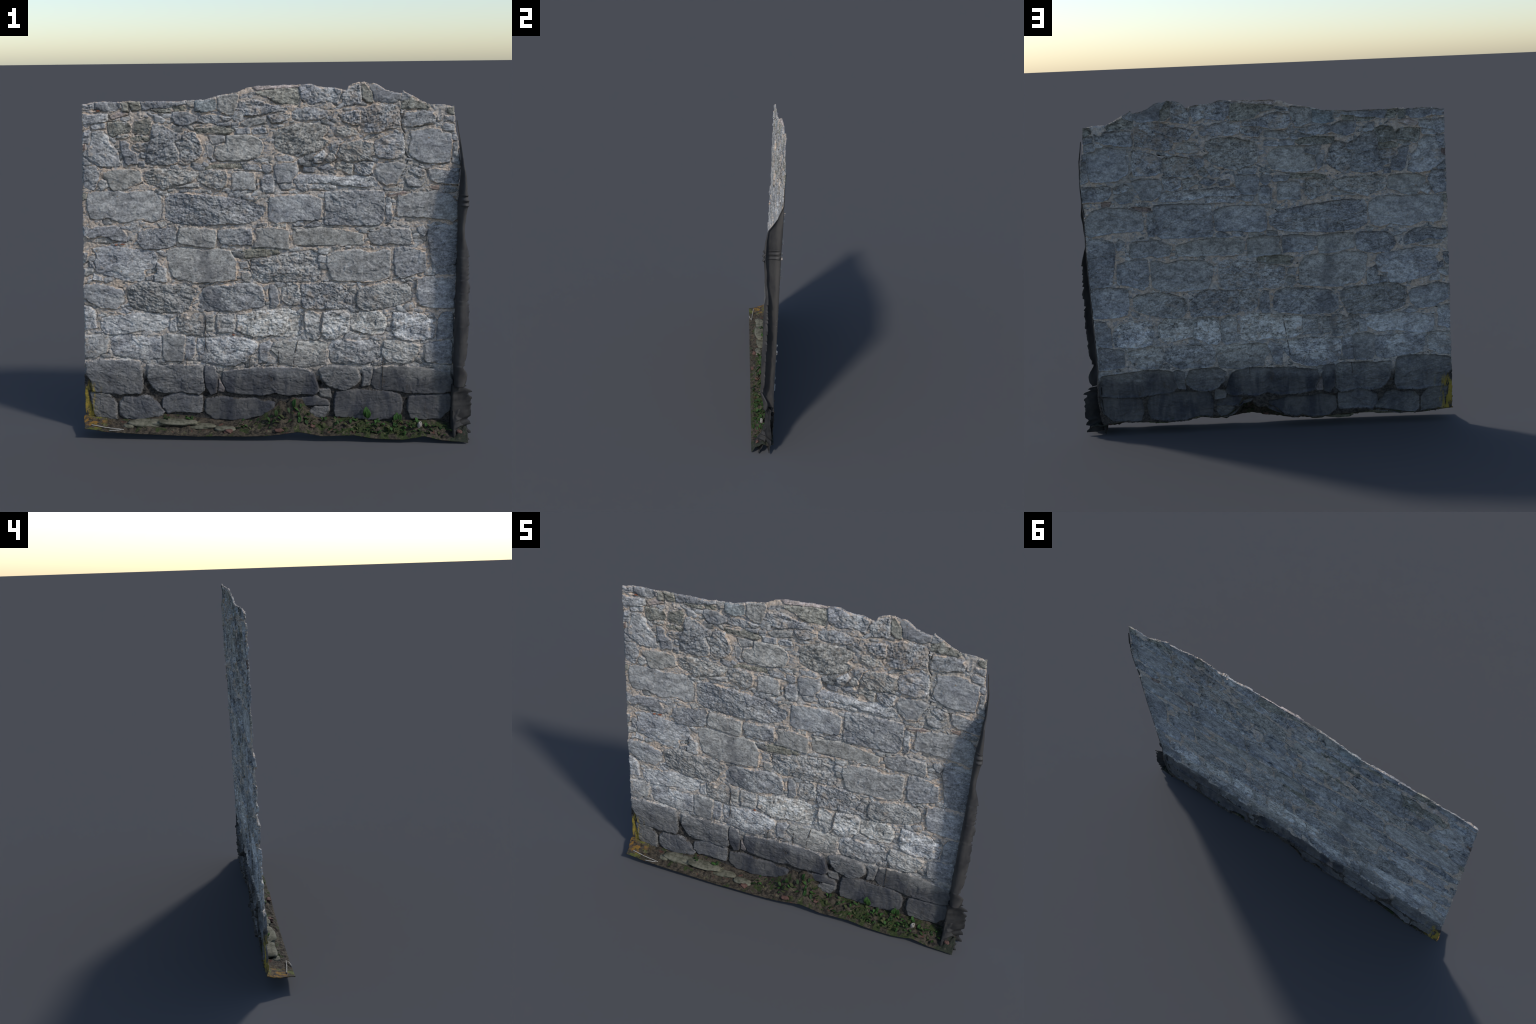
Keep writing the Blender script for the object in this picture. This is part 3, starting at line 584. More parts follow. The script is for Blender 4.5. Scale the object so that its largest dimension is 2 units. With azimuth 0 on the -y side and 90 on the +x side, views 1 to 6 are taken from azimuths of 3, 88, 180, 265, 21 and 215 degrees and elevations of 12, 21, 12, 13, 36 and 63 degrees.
stone("dressed", (-0.018, 1.226), (0.027, 1.234), (0.170, 1.238), (0.232, 1.217), (0.235, 1.176), (0.224, 1.116), (0.006, 1.102), (-0.027, 1.114), (-0.030, 1.156))
stone("bluish", (0.142, 1.077), (0.203, 1.108), (0.228, 1.095), (0.222, 1.081))
stone("pale", (0.014, 1.093), (0.059, 1.094), (0.057, 1.076), (0.018, 1.076))
stone("rough", (-0.081, 1.094), (-0.035, 1.101), (-0.036, 1.081), (-0.081, 1.078))
stone("rough", (0.095, 1.100), (0.150, 1.110), (0.142, 1.087), (0.103, 1.086))
stone("dark", (-0.280, 1.060), (-0.168, 1.071), (-0.114, 1.068), (-0.111, 1.014), (-0.119, 0.989), (-0.202, 0.987), (-0.265, 0.993), (-0.285, 1.031))
stone("dressed", (-0.094, 1.068), (-0.015, 1.076), (0.070, 1.064), (0.070, 0.966), (-0.057, 0.980), (-0.098, 0.980), (-0.081, 1.031))
stone("dressed", (0.097, 1.058), (0.150, 1.062), (0.232, 1.075), (0.351, 1.060), (0.438, 1.039), (0.444, 0.993), (0.356, 0.988), (0.150, 0.986), (0.101, 0.993), (0.092, 1.031))
stone("olive", (-0.161, 0.953), (-0.099, 0.967), (0.018, 0.963), (0.022, 0.949), (-0.032, 0.934), (-0.091, 0.930), (-0.141, 0.919), (-0.153, 0.930))
stone("pitted", (-0.112, 0.904), (-0.057, 0.919), (0.088, 0.945), (0.183, 0.953), (0.221, 0.939), (0.228, 0.884), (0.228, 0.820), (0.192, 0.800), (-0.004, 0.803), (-0.058, 0.795), (-0.104, 0.811), (-0.114, 0.853))
stone("dressed", (-0.174, 0.894), (-0.141, 0.898), (-0.133, 0.875), (-0.166, 0.870))
stone("dark", (-0.162, 0.843), (-0.133, 0.851), (-0.123, 0.828), (-0.146, 0.800), (-0.163, 0.819))
stone("dressed", (0.263, 0.930), (0.302, 0.951), (0.352, 0.959), (0.434, 0.961), (0.496, 0.945), (0.541, 0.962), (0.575, 0.958), (0.575, 0.829), (0.539, 0.812), (0.494, 0.805), (0.436, 0.802), (0.291, 0.810), (0.266, 0.880))
stone("dressed", (0.468, 1.041), (0.571, 1.083), (0.584, 1.070), (0.669, 1.067), (0.677, 1.052), (0.678, 0.995), (0.618, 0.990), (0.581, 1.002), (0.536, 0.989), (0.487, 0.994), (0.470, 1.018))
stone("bluish", (0.600, 0.972), (0.638, 0.980), (0.700, 0.968), (0.749, 0.952), (0.757, 0.872), (0.754, 0.851), (0.707, 0.842), (0.634, 0.821), (0.605, 0.838), (0.599, 0.905))
stone("bluish", (0.761, 1.058), (0.779, 1.076), (0.839, 1.091), (0.903, 1.097), (0.908, 0.841), (0.795, 0.841), (0.765, 1.006))
stone("pale", (0.710, 1.070), (0.734, 1.084), (0.753, 1.060), (0.741, 1.035), (0.714, 1.052))
stone("dressed", (0.714, 0.819), (0.806, 0.828), (0.900, 0.822), (0.901, 0.667), (0.769, 0.671), (0.729, 0.685), (0.712, 0.737))
stone("dark_rough", (0.416, 0.753), (0.486, 0.783), (0.560, 0.793), (0.663, 0.783), (0.682, 0.766), (0.683, 0.711), (0.620, 0.683), (0.562, 0.666), (0.459, 0.652), (0.423, 0.669), (0.409, 0.710))
stone("lichened", (-0.387, 0.724), (-0.353, 0.765), (-0.268, 0.780), (-0.117, 0.790), (-0.063, 0.766), (-0.051, 0.708), (-0.052, 0.678), (-0.080, 0.667), (-0.186, 0.649), (-0.355, 0.649), (-0.384, 0.672))
stone("bluish", (-0.021, 0.775), (0.004, 0.780), (0.016, 0.743), (0.020, 0.683), (0.008, 0.665), (-0.023, 0.669), (-0.024, 0.734))
stone("pitted", (0.132, 0.784), (0.303, 0.798), (0.358, 0.767), (0.382, 0.727), (0.390, 0.693), (0.382, 0.660), (0.304, 0.664), (0.234, 0.660), (0.140, 0.668))
stone("rough", (0.040, 0.766), (0.067, 0.792), (0.107, 0.786), (0.129, 0.743), (0.129, 0.681), (0.067, 0.678), (0.038, 0.708))
stone("pale", (-0.350, 0.619), (-0.313, 0.624), (-0.311, 0.542), (-0.352, 0.542))
stone("pale", (-0.292, 0.624), (-0.204, 0.629), (-0.204, 0.565), (-0.213, 0.536), (-0.295, 0.538), (-0.299, 0.581))
stone("crusted", (-0.190, 0.629), (-0.051, 0.647), (0.067, 0.656), (0.121, 0.635), (0.125, 0.584), (0.125, 0.523), (0.088, 0.512), (-0.018, 0.523), (-0.069, 0.517), (-0.120, 0.519), (-0.188, 0.543))
stone("pale", (0.153, 0.639), (0.188, 0.650), (0.228, 0.627), (0.228, 0.519), (0.210, 0.499), (0.165, 0.511), (0.156, 0.562))
stone("crusted", (0.247, 0.637), (0.305, 0.649), (0.355, 0.642), (0.378, 0.629), (0.381, 0.551), (0.306, 0.504), (0.264, 0.504), (0.239, 0.525))
stone("crusted", (0.383, 0.636), (0.521, 0.647), (0.558, 0.621), (0.563, 0.570), (0.544, 0.533), (0.502, 0.527), (0.439, 0.540), (0.387, 0.556))
stone("crusted", (0.600, 0.639), (0.646, 0.635), (0.687, 0.643), (0.749, 0.631), (0.791, 0.605), (0.805, 0.562), (0.797, 0.508), (0.732, 0.502), (0.648, 0.502), (0.612, 0.515), (0.596, 0.548))
stone("bluish", (0.824, 0.597), (0.844, 0.640), (0.893, 0.644), (0.897, 0.520), (0.856, 0.507), (0.819, 0.507))
stone("crusted", (0.553, 0.491), (0.615, 0.496), (0.711, 0.479), (0.736, 0.470), (0.705, 0.390), (0.651, 0.375), (0.567, 0.379), (0.546, 0.431))
stone("dressed", (0.761, 0.480), (0.889, 0.500), (0.896, 0.383), (0.818, 0.385), (0.764, 0.394))
stone("crusted", (0.277, 0.459), (0.293, 0.488), (0.356, 0.497), (0.419, 0.489), (0.503, 0.494), (0.534, 0.465), (0.536, 0.417), (0.496, 0.389), (0.462, 0.371), (0.290, 0.381), (0.278, 0.416))
stone("crusted", (-0.392, 0.499), (-0.251, 0.511), (-0.120, 0.498), (-0.088, 0.478), (-0.088, 0.457), (-0.129, 0.413), (-0.146, 0.384), (-0.232, 0.357), (-0.318, 0.363), (-0.360, 0.372), (-0.386, 0.389), (-0.396, 0.455))
stone("pale", (-0.080, 0.474), (-0.027, 0.496), (-0.012, 0.475), (-0.032, 0.426), (-0.045, 0.380), (-0.078, 0.375), (-0.081, 0.426))
stone("pale", (-0.000, 0.483), (0.049, 0.490), (0.256, 0.480), (0.264, 0.459), (0.250, 0.369), (0.151, 0.355), (0.092, 0.366), (0.024, 0.370), (0.008, 0.418), (-0.018, 0.449))
stone("foot", (-0.262, 0.327), (-0.096, 0.347), (0.108, 0.352), (0.164, 0.339), (0.193, 0.321), (0.215, 0.260), (0.223, 0.225), (0.194, 0.208), (0.130, 0.212), (0.066, 0.199), (0.002, 0.219), (-0.050, 0.202), (-0.178, 0.205), (-0.251, 0.221), (-0.275, 0.283))
stone("pale", (-0.300, 0.345), (-0.288, 0.353), (-0.273, 0.341), (-0.280, 0.326), (-0.299, 0.328))
stone("pinkish", (-0.290, 0.285), (-0.276, 0.265), (-0.260, 0.234), (-0.268, 0.219), (-0.291, 0.221))
stone("foot_pale", (0.227, 0.335), (0.256, 0.359), (0.357, 0.361), (0.414, 0.352), (0.433, 0.302), (0.428, 0.277), (0.396, 0.250), (0.359, 0.237), (0.308, 0.240), (0.274, 0.253), (0.239, 0.287))
stone("foot_pale", (0.448, 0.342), (0.471, 0.355), (0.496, 0.351), (0.494, 0.298), (0.481, 0.261), (0.448, 0.256), (0.452, 0.307))
stone("foot", (0.501, 0.343), (0.547, 0.359), (0.651, 0.362), (0.886, 0.336), (0.899, 0.302), (0.901, 0.234), (0.822, 0.221), (0.696, 0.221), (0.595, 0.234), (0.528, 0.230), (0.490, 0.264), (0.500, 0.307))
stone("foot", (-0.355, 0.174), (-0.278, 0.188), (-0.200, 0.175), (-0.106, 0.181), (-0.054, 0.163), (-0.009, 0.159), (-0.004, 0.124), (-0.025, 0.102), (-0.193, 0.065), (-0.323, 0.072), (-0.365, 0.111))
stone("foot", (0.092, 0.179), (0.206, 0.197), (0.270, 0.171), (0.278, 0.154), (0.194, 0.150), (0.117, 0.153))
stone("foot_pale", (0.177, 0.117), (0.207, 0.143), (0.275, 0.144), (0.278, 0.118), (0.245, 0.080), (0.203, 0.082))
stone("foot_pale", (0.228, 0.229), (0.279, 0.238), (0.286, 0.190), (0.236, 0.196))
stone("foot", (0.313, 0.220), (0.359, 0.230), (0.545, 0.232), (0.636, 0.210), (0.648, 0.176), (0.649, 0.131), (0.632, 0.093), (0.551, 0.077), (0.445, 0.080), (0.360, 0.088), (0.309, 0.097), (0.304, 0.163))
stone("foot", (0.689, 0.202), (0.886, 0.213), (0.902, 0.192), (0.892, 0.134), (0.847, 0.089), (0.763, 0.080), (0.700, 0.083), (0.678, 0.140))

for which in range(len(laid)):
    lay(which)

# ------------------------------------------------------------------ mortar fitted between the blocks
def polyline_distance(x, z, pts):
    best = np.full(x.shape, 1e9)
    for (ax, az), (bx, bz) in zip(pts[:-1], pts[1:]):
        ex, ez = bx - ax, bz - az
        t = np.clip(((x - ax) * ex + (z - az) * ez) / (ex * ex + ez * ez), 0, 1)
        best = np.minimum(best, (x - ax - t * ex) ** 2 + (z - az - t * ez) ** 2)
    return np.sqrt(best)

SETTLEMENT_CRACK = [(0.606, 1.669), (0.613, 1.638), (0.614, 1.594), (0.622, 1.562), (0.635, 1.538), (0.629, 1.503), (0.634, 1.458),
                    (0.645, 1.434), (0.657, 1.418), (0.646, 1.386), (0.623, 1.346), (0.607, 1.313), (0.598, 1.281)]

def build_mortar():
    D = wall_distance(BX, BZ)
    ok = D > -0.35 * BED
    keep = ok[:-1, :-1] & ok[:-1, 1:] & ok[1:, 1:] & ok[1:, :-1]
    bare = DEPTH < 0.0100
    keep &= bare[:-1, :-1] | bare[:-1, 1:] | bare[1:, 1:] | bare[1:, :-1]
    gz, gx = np.gradient(DEPTH, BED)
    under = smooth(0.3, 0.9, gz) * smooth(-0.0075, -0.0015, DEPTH)          # just below a block
    beside = smooth(-0.005, -0.001, DEPTH)
    gap = under * smooth(-0.05, 0.25, fbm(BX, BZ, 9, 2, 77)) + beside * smooth(0.22, 0.45, fbm(BX, BZ, 12, 2, 79))
    gap = np.clip(gap + 1.3 * smooth(0.0035, 0.0008, polyline_distance(BX, BZ, SETTLEMENT_CRACK)), 0, 1.3)
    foot = smooth(0.36, 0.31, BZ + 0.02 * perlin(BX * 9, BZ * 9, 4))
    # the sockets and shadowy hollows left where stones or mortar have dropped out
    for hx, hz, rad, deep in ((0.15, 1.365, 0.036, 0.020), (0.115, 1.362, 0.030, 0.014), (0.865, 1.232, 0.010, 0.008), (0.885, 1.222, 0.012, 0.008), (-0.316, 0.318, 0.014, 0.018),
                              (0.222, 0.262, 0.022, 0.020), (0.215, 0.225, 0.018, 0.014), (0.445, 0.31, 0.012, 0.014), (-0.665, 0.27, 0.014, 0.014),
                              (-0.655, 0.235, 0.018, 0.014), (0.68, 0.18, 0.016, 0.012), (-0.78, 0.20, 0.02, 0.010), 
                              (0.245, 0.941, 0.010, 0.012), (-0.815, 0.965, 0.016, 0.012), (-0.36, 0.20, 0.018, 0.014)):
        gap = np.maximum(gap, deep / 0.009 * smooth(rad, rad * 0.4, np.hypot((BX - hx), (BZ - hz) * 1.2)))
    bump = 0.0024 * fbm(BX, BZ, 24, 3, 61) + 0.0020 * fbm(BX, BZ, 75, 2, 67) + 0.0022 * smooth(0.12, 0.35, fbm(BX, BZ, 42, 2, 71))
    smear = smooth(-0.10, 0.22, fbm(BX, BZ, 8, 3, 83)) * (1 - 0.8 * foot)       # mortar buttered over the arrises
    film = smear * smooth(0.0095, 0.0035, DEPTH + 0.0035 * perlin(BX * 60, BZ * 60, 89))
    joint = 0.0012 - bump + gap * 0.011 + foot * 0.003 - 0.0030 * smear * (1 - np.clip(gap, 0, 1))
    over_stone = FACE + 0.0012 - 0.0030 * film
    F = np.where(DEPTH > 0, np.minimum(np.maximum(joint, over_stone), over_stone + 0.0), joint).ravel()
    R = np.where(DEPTH > 0, FACE + 0.0020, 0.0012 - 0.7 * bump + 0.9 * gap * 0.011 + foot * 0.003 + SHEET - 0.002 * smear).ravel()
    me = slab("mortar", BX, BZ, D, keep, lambda x, z, d, u: base_y(x, z) + F[u], lambda x, z, d, u: base_y(x, z) + F[u] + np.maximum(R[u] - F[u], 0.0008) * np.minimum(1, skin(x, z) / SHEET))
    return new_object("mortar", me, wall, MORTAR)

mortar = build_mortar()

# ------------------------------------------------------------------ spalls and galleting pressed into the wide joints
def build_chips(name, count, seed, props):
    r = random.Random(seed)
    D = wall_distance(BX, BZ)
    jj, ii = np.nonzero((DEPTH < -0.0030) & (D > 0.024) & (BZ > 0.36))
    unit = bmesh.new()
    bmesh.ops.create_icosphere(unit, subdivisions=2, radius=1)
    ball = np.array([v.co[:] for v in unit.verts])
    tris = np.array([[v.index for v in f.verts] for f in unit.faces])
    unit.free()
    V, T = [], []
    for k in range(count):
        c = r.randrange(len(jj))
        room = min(0.016, 0.002 - float(DEPTH[jj[c], ii[c]]))
        a = room * r.uniform(0.8, 2.2)
        b, dep, ang = a * r.uniform(0.25, 0.6), min(0.0045, a * 0.5), r.gauss(0, 0.3)
        p = np.sign(ball) * np.abs(ball) ** r.uniform(0.4, 0.75)
        p = p * (1 + 0.35 * perlin(ball[:, 0] * 1.4 + 3 * k, ball[:, 2] * 1.4 + ball[:, 1], seed)[:, None])
        x, y, z = p[:, 0] * a, p[:, 1] * dep, p[:, 2] * b
        x, z = x * math.cos(ang) - z * math.sin(ang), x * math.sin(ang) + z * math.cos(ang)
        px, pz = float(BX[jj[c], ii[c]]), float(BZ[jj[c], ii[c]])
        by = float(base_y(np.array([px]), np.array([pz]))[0])
        T.append(tris + len(ball) * k)
        V.append(np.stack([x + px, np.clip(y + 0.001, -0.006, 0.003) + by, z + pz], 1))
    ob = new_object(name, mesh_from(name, np.concatenate(V), [np.concatenate(T)]), mortar, LIMESTONE)
    for k in ("warm",) + EXTRAS:
        ob[k] = 0.0
    for k, v in props.items():
        ob[k] = v
    ob["kind"] = "stuff"

build_chips("rubble_chips", 330, 5, dict(tone=0.98, lichen=0.4, dust=0.35, grit=0.9, warm=0.2))
build_chips("dark_rubble_chips", 170, 6, dict(tone=0.72, lichen=0.3, dust=0.2, grit=0.9, olive=0.25))

# ------------------------------------------------------------------ tubes (stems, twigs)
def tube(name, pts, radius, parent, material, sides=7, taper=0.6):
    pts = [Vector(p) for p in pts]
    fine = []
    for a, b in zip(pts[:-1], pts[1:]):
        n = max(2, int((b - a).length / 0.012))
        fine += [a.lerp(b, i / n) for i in range(n)]
    fine.append(pts[-1])
    verts, faces = [], []
    for i, p in enumerate(fine):
        t = (fine[min(i + 1, len(fine) - 1)] - fine[max(i - 1, 0)]).normalized()
        u = t.orthogonal().normalized()
        v = t.cross(u)
        r = radius * (1 - (1 - taper) * i / len(fine)) * rng.uniform(0.8, 1.2)
        q = p + Vector([rng.uniform(-0.3, 0.3) * radius for _ in range(3)])
        verts += [q + r * (math.cos(k * math.tau / sides) * u + math.sin(k * math.tau / sides) * v) for k in range(sides)]
    for i in range(len(fine) - 1):
        for k in range(sides):
            a, b = i * sides + k, i * sides + (k + 1) % sides
            faces.append((a, b, b + sides, a + sides))
    me = mesh_from(name, [tuple(v) for v in verts], [faces])
    bm = bmesh.new()
    bm.from_mesh(me)
    bmesh.ops.holes_fill(bm, edges=[e for e in bm.edges if e.is_boundary])
    bmesh.ops.recalc_face_normals(bm, faces=bm.faces)
    bm.to_mesh(me)
    bm.free()
    return new_object(name, me, parent, material)

STEM = plain_material("dry_stem", (0.028, 0.022, 0.018), (0.07, 0.055, 0.045), 90)
def on_face(x, z, out=0.004):
    return (x, float(base_y(np.array([x]), np.array([z]))[0]) - out, z)
for path in ([(-0.098, 0.63), (-0.102, 0.588), (-0.113, 0.514), (-0.125, 0.426), (-0.132, 0.355), (-0.134, 0.315)],
             [(0.117, 0.493), (0.104, 0.441), (0.095, 0.375), (0.094, 0.313)], [(0.020, 0.437), (0.016, 0.39), (0.015, 0.346)],
             [(-0.352, 0.60), (-0.357, 0.534), (-0.354, 0.48), (-0.360, 0.43)], [(0.551, 0.41), (0.548, 0.361), (0.547, 0.241)],
             [(-0.452, 0.40), (-0.454, 0.361), (-0.460, 0.295)]):
    tube("dry_stem", [on_face(x, z, 0.0085) for x, z in path], 0.0017, wall, STEM)

# ------------------------------------------------------------------ strip of ground along the foot
LIP = [(-1.0, 0.060), (-0.975, 0.059), (-0.851, 0.044), (-0.723, 0.037), (-0.574, 0.031), (-0.383, 0.025), (-0.30, 0.028), (-0.164, 0.027), (-0.025, 0.033),
       (0.122, 0.055), (0.235, 0.034), (0.40, 0.041), (0.497, 0.024), (0.646, 0.019), (0.749, 0.040), (0.84, 0.019), (0.974, 0.008)]
lip_x, lip_z = zip(*LIP)
foot_x, foot_z = zip(*([(-1.0, 0.075)] + FOOT + [(0.975, 0.03)]))

def ground_z(x, y):
    t = np.clip((y + 0.097) / 0.120, 0, 1)
    front, rear = np.interp(x, lip_x, lip_z), np.interp(x, foot_x, foot_z) + 0.006
    bank = smooth(0.12, 0.40, x)                                    # flat kerb on the left, a bank of moss on the right
    z = front + (rear - front) * ((0.35 * t + 0.65 * t ** 3) * (1 - bank) + (0.5 * smooth(0, 0.9, t) + 0.5 * t * t) * bank)
    lump = smooth(0, 0.15, t) * smooth(-0.97, -0.8, x) * (1 - 0.8 * smooth(0.75, 1.0, t))
    z = z + lump * (0.010 * fbm(x, y, 16, 3, 91) + 0.007 * fbm(x, y, 48, 2, 93))
    kerb = smooth(0, 0.012, 0.155 - np.abs(x + 0.57 + 0.2 * y)) * smooth(0, 0.008, y + 0.066 + 0.012 * perlin(x * 14, y * 0, 95))
    z = z + 0.012 * kerb * (1 - 0.4 * t)
    fringe = smooth(0.28, 0.5, x) * (1 - smooth(0.82, 0.92, x)) * (1 - 0.5 * t)
    z = z + lump * fringe * (0.007 + 0.013 * fbm(x, y, 26, 2, 97))
    mound = smooth(-0.10, 0.0, x) * (1 - smooth(0.14, 0.26, x)) * smooth(0.08, 0.62, t)
    z = z + mound * (0.022 + 0.024 * fbm(x, y, 20, 2, 99))
    corner = smooth(0.90, 0.94, x) * smooth(0.05, 0.25, t)
    return z + corner * (0.040 + 0.022 * fbm(x, y, 40, 2, 101)) * (1 - 0.6 * t)

def build_ground():
    xs, ys = np.arange(-1.0, 0.974, 0.0045), np.arange(-0.097, 0.0370, 0.0040)
    X, Y = np.meshgrid(xs, ys)
    Y = Y + smooth(0.03, 0.0, Y + 0.097) * 0.0015 * (1 + perlin(X * 60, Y * 0, 11))
    Z = ground_z(X, Y)
    X = X + 0.027 * smooth(0.02, -0.09, Y) * smooth(-0.85, -1.0, X)
    ny, nx = X.shape
    n = nx * ny
    idx = np.arange(n).reshape(ny, nx)
    q = np.stack([idx[:-1, :-1], idx[:-1, 1:], idx[1:, 1:], idx[1:, :-1]], -1).reshape(-1, 4)
    low = np.maximum(Z - 0.0038 - 0.001 * perlin(X * 20, Y * 20, 12), 0.0)
    verts = np.concatenate([np.stack([X, Y, Z], -1).reshape(-1, 3), np.stack([X, Y, low], -1).reshape(-1, 3)])
    loop = np.concatenate([idx[0, :], idx[1:, -1], idx[-1, -2::-1], idx[-2:0:-1, 0]])
    nxt = np.roll(loop, -1)
    side = np.stack([nxt, loop, loop + n, nxt + n], 1)
    return new_object("mossy_ground", mesh_from("mossy_ground", verts, [q, q[:, ::-1] + n, side]), wall, SOIL)

ground = build_ground()

def lump(name, centre, size, material, parent, seed, squash=0.35, detail=3):
    """A loose stone or clod: a knobbly ellipsoid."""
    bm = bmesh.new()
    bmesh.ops.create_icosphere(bm, subdivisions=detail, radius=1)
    me = bpy.data.meshes.new(name)
    for v in bm.verts:
        c = v.co.copy()
        k = 1 + squash * float(perlin(np.array([c.x * 1.3 + c.z]), np.array([c.y * 1.3 - 0.7 * c.z]), seed)[0])
        c = Vector([math.copysign(abs(a) ** 0.75, a) for a in c]) * k
        v.co = Vector((c.x * size[0], c.y * size[1], c.z * size[2])) + Vector(centre)
    for f in bm.faces:
        f.smooth = True
    bm.to_mesh(me)
    bm.free()
    return new_object(name, me, parent, material)

KERB = plain_material("mossy_kerb_stone", (0.055, 0.056, 0.038), (0.150, 0.143, 0.108), 34, 0.9, 0.5)
gz = lambda x, y: float(ground_z(np.array([x]), np.array([y]))[0])
for x, y, sx, sy, sz, seed in ((-0.52, -0.018, 0.125, 0.034, 0.012, 3), (-0.665, -0.014, 0.095, 0.032, 0.013, 5), (-0.385, -0.016, 0.080, 0.028, 0.010, 8),
                               (-0.755, -0.03, 0.030, 0.022, 0.010, 6), (-0.26, -0.03, 0.05, 0.028, 0.008, 9)):
    lump("kerb_stone", (x, y, gz(x, y) + 0.003), (sx, sy, sz), KERB, ground, seed)
PALE = plain_material("pale_chip", (0.17, 0.155, 0.14), (0.27, 0.25, 0.23), 60)
REDDISH = plain_material("reddish_chip", (0.06, 0.032, 0.026), (0.11, 0.06, 0.048), 60)
for x, y, sx, sy, sz, mat, seed in ((0.735, -0.030, 0.010, 0.008, 0.018, PALE, 1), (-0.24, -0.06, 0.020, 0.014, 0.010, REDDISH, 4),
                                    (0.02, -0.075, 0.022, 0.014, 0.008, REDDISH, 7), (0.93, -0.06, 0.012, 0.010, 0.007, REDDISH, 9),
                                    (0.19, -0.05, 0.012, 0.012, 0.008, REDDISH, 13)):
    lump("loose_chip", (x, y, gz(x, y) + sz * 0.5), (sx, sy, sz), mat, ground, seed, 0.5)
BRICK = plain_material("red_brick_chip", (0.22, 0.075, 0.04), (0.36, 0.13, 0.07), 80)
for x, z, half in ((-0.211, 0.522, 0.0075), (-0.765, 0.991, 0.011), (-0.800, 0.987, 0.008), (-0.865, 1.655, 0.010)):
    lump("brick_chip", on_face(x, z, 0.003), (half, 0.005, 0.0024), BRICK, wall, 21)
TWIG = plain_material("bleached_twig", (0.20, 0.19, 0.17), (0.36, 0.34, 0.31), 120)
for pts in ([(-0.945, -0.060), (-0.89, -0.066), (-0.84, -0.072), (-0.80, -0.075), (-0.775, -0.078)], [(-0.845, -0.094), (-0.81, -0.090), (-0.785, -0.082)]):
    tube("twig", [(x, y, gz(x, y) + 0.007) for x, y in pts], 0.0032, ground, TWIG)

rng = random.Random(41)
# ------------------------------------------------------------------ leaves: thin, cupped, pointed
def leaf_mesh(name, length, width, curl, cup):
    nu, nv = 8, 5
    top, faces = [], []
    for i in range(nu + 1):
        t = i / nu
        w = width * (math.sin(math.pi * min(1, t * 0.94 + 0.03)) ** 0.8)
        for j in range(nv):
            s = j / (nv - 1) * 2 - 1
            top.append((s * w / 2, t * length, curl * math.sin(t * 2.2) * length - cup * (1 - s * s) * w))
    n = len(top)
    verts = top + [(x, y, z - 0.0012) for x, y, z in top]
    for i in range(nu):
        for j in range(nv - 1):
            a = i * nv + j
            faces += [(a, a + 1, a + nv + 1, a + nv), (n + a + nv, n + a + nv + 1, n + a + 1, n + a)]
    rim = [j for j in range(nv)] + [i * nv + nv - 1 for i in range(1, nu + 1)] + [nu * nv + j for j in range(nv - 2, -1, -1)] + [i * nv for i in range(nu - 1, 0, -1)]
    for a, b in zip(rim, rim[1:] + rim[:1]):
        faces.append((b, a, a + n, b + n))
    return mesh_from(name, verts, [faces])

LEAVES = [plain_material("fresh_leaf", (0.016, 0.042, 0.010), (0.036, 0.092, 0.020), 60, 0.75, 0.4, None, 0.12),
          plain_material("dull_leaf", (0.024, 0.032, 0.012), (0.062, 0.072, 0.028), 60, 0.8, 0.4, None, 0.1),
          plain_material("deep_leaf", (0.010, 0.026, 0.008), (0.026, 0.055, 0.014), 70, 0.6, 0.3, None, 0.15)]
shapes = [[leaf_mesh("leaf", 0.030 * k, 0.017 * k, c, 0.16) for k, c in ((1.0, 0.3), (0.8, 0.1), (1.15, 0.45))] for _ in LEAVES]
for row, mat in zip(shapes, LEAVES):
    for me in row:
        me.materials.append(mat)

def plant_leaf(x, y, z, size, yaw, pitch, which):
    m = Matrix.Translation((x, y, z)) @ Matrix.Rotation(yaw, 4, "Z") @ Matrix.Rotation(pitch, 4, "X")
    if (m @ Vector((0, 0.037 * size, 0.012 * size))).y < -0.092:
        return
    ob = bpy.data.objects.new("leaf", rng.choice(shapes[which]))
    bpy.context.scene.collection.objects.link(ob)
    ob.parent = ground
    ob.matrix_world = m @ Matrix.Diagonal((size, size, size, 1))

def clump(x0, x1, count, y0, y1, lift, size, mix):
    for _ in range(count):
        x, y = rng.uniform(x0, x1), rng.uniform(y0, y1)
        plant_leaf(x, y, gz(x, y) + rng.uniform(-0.004, lift), size * rng.uniform(0.7, 1.25), rng.uniform(0, math.tau), rng.uniform(-0.2, 0.6), rng.choice(mix))

clump(0.36, 0.52, 48, -0.080, 0.005, 0.012, 0.72, (0, 1, 2, 2, 1))
clump(0.50, 0.74, 100, -0.080, 0.005, 0.014, 0.75, (0, 0, 1, 2))
clump(0.20, 0.36, 26, -0.080, 0.005, 0.014, 0.8, (1, 2, 2, 0))
clump(0.74, 0.90, 24, -0.080, -0.010, 0.010, 0.8, (1, 2, 0))
clump(-0.06, 0.20, 34, -0.070, 0.000, 0.010, 0.95, (1, 2, 2, 1, 0))
clump(-0.30, -0.08, 14, -0.04, 0.012, 0.012, 0.75, (0, 1, 2))
for x in (-0.555, -0.46, -0.43):
    clump(x - 0.015, x + 0.015, 5, -0.01, 0.010, 0.02, 0.8, (0, 0, 2))
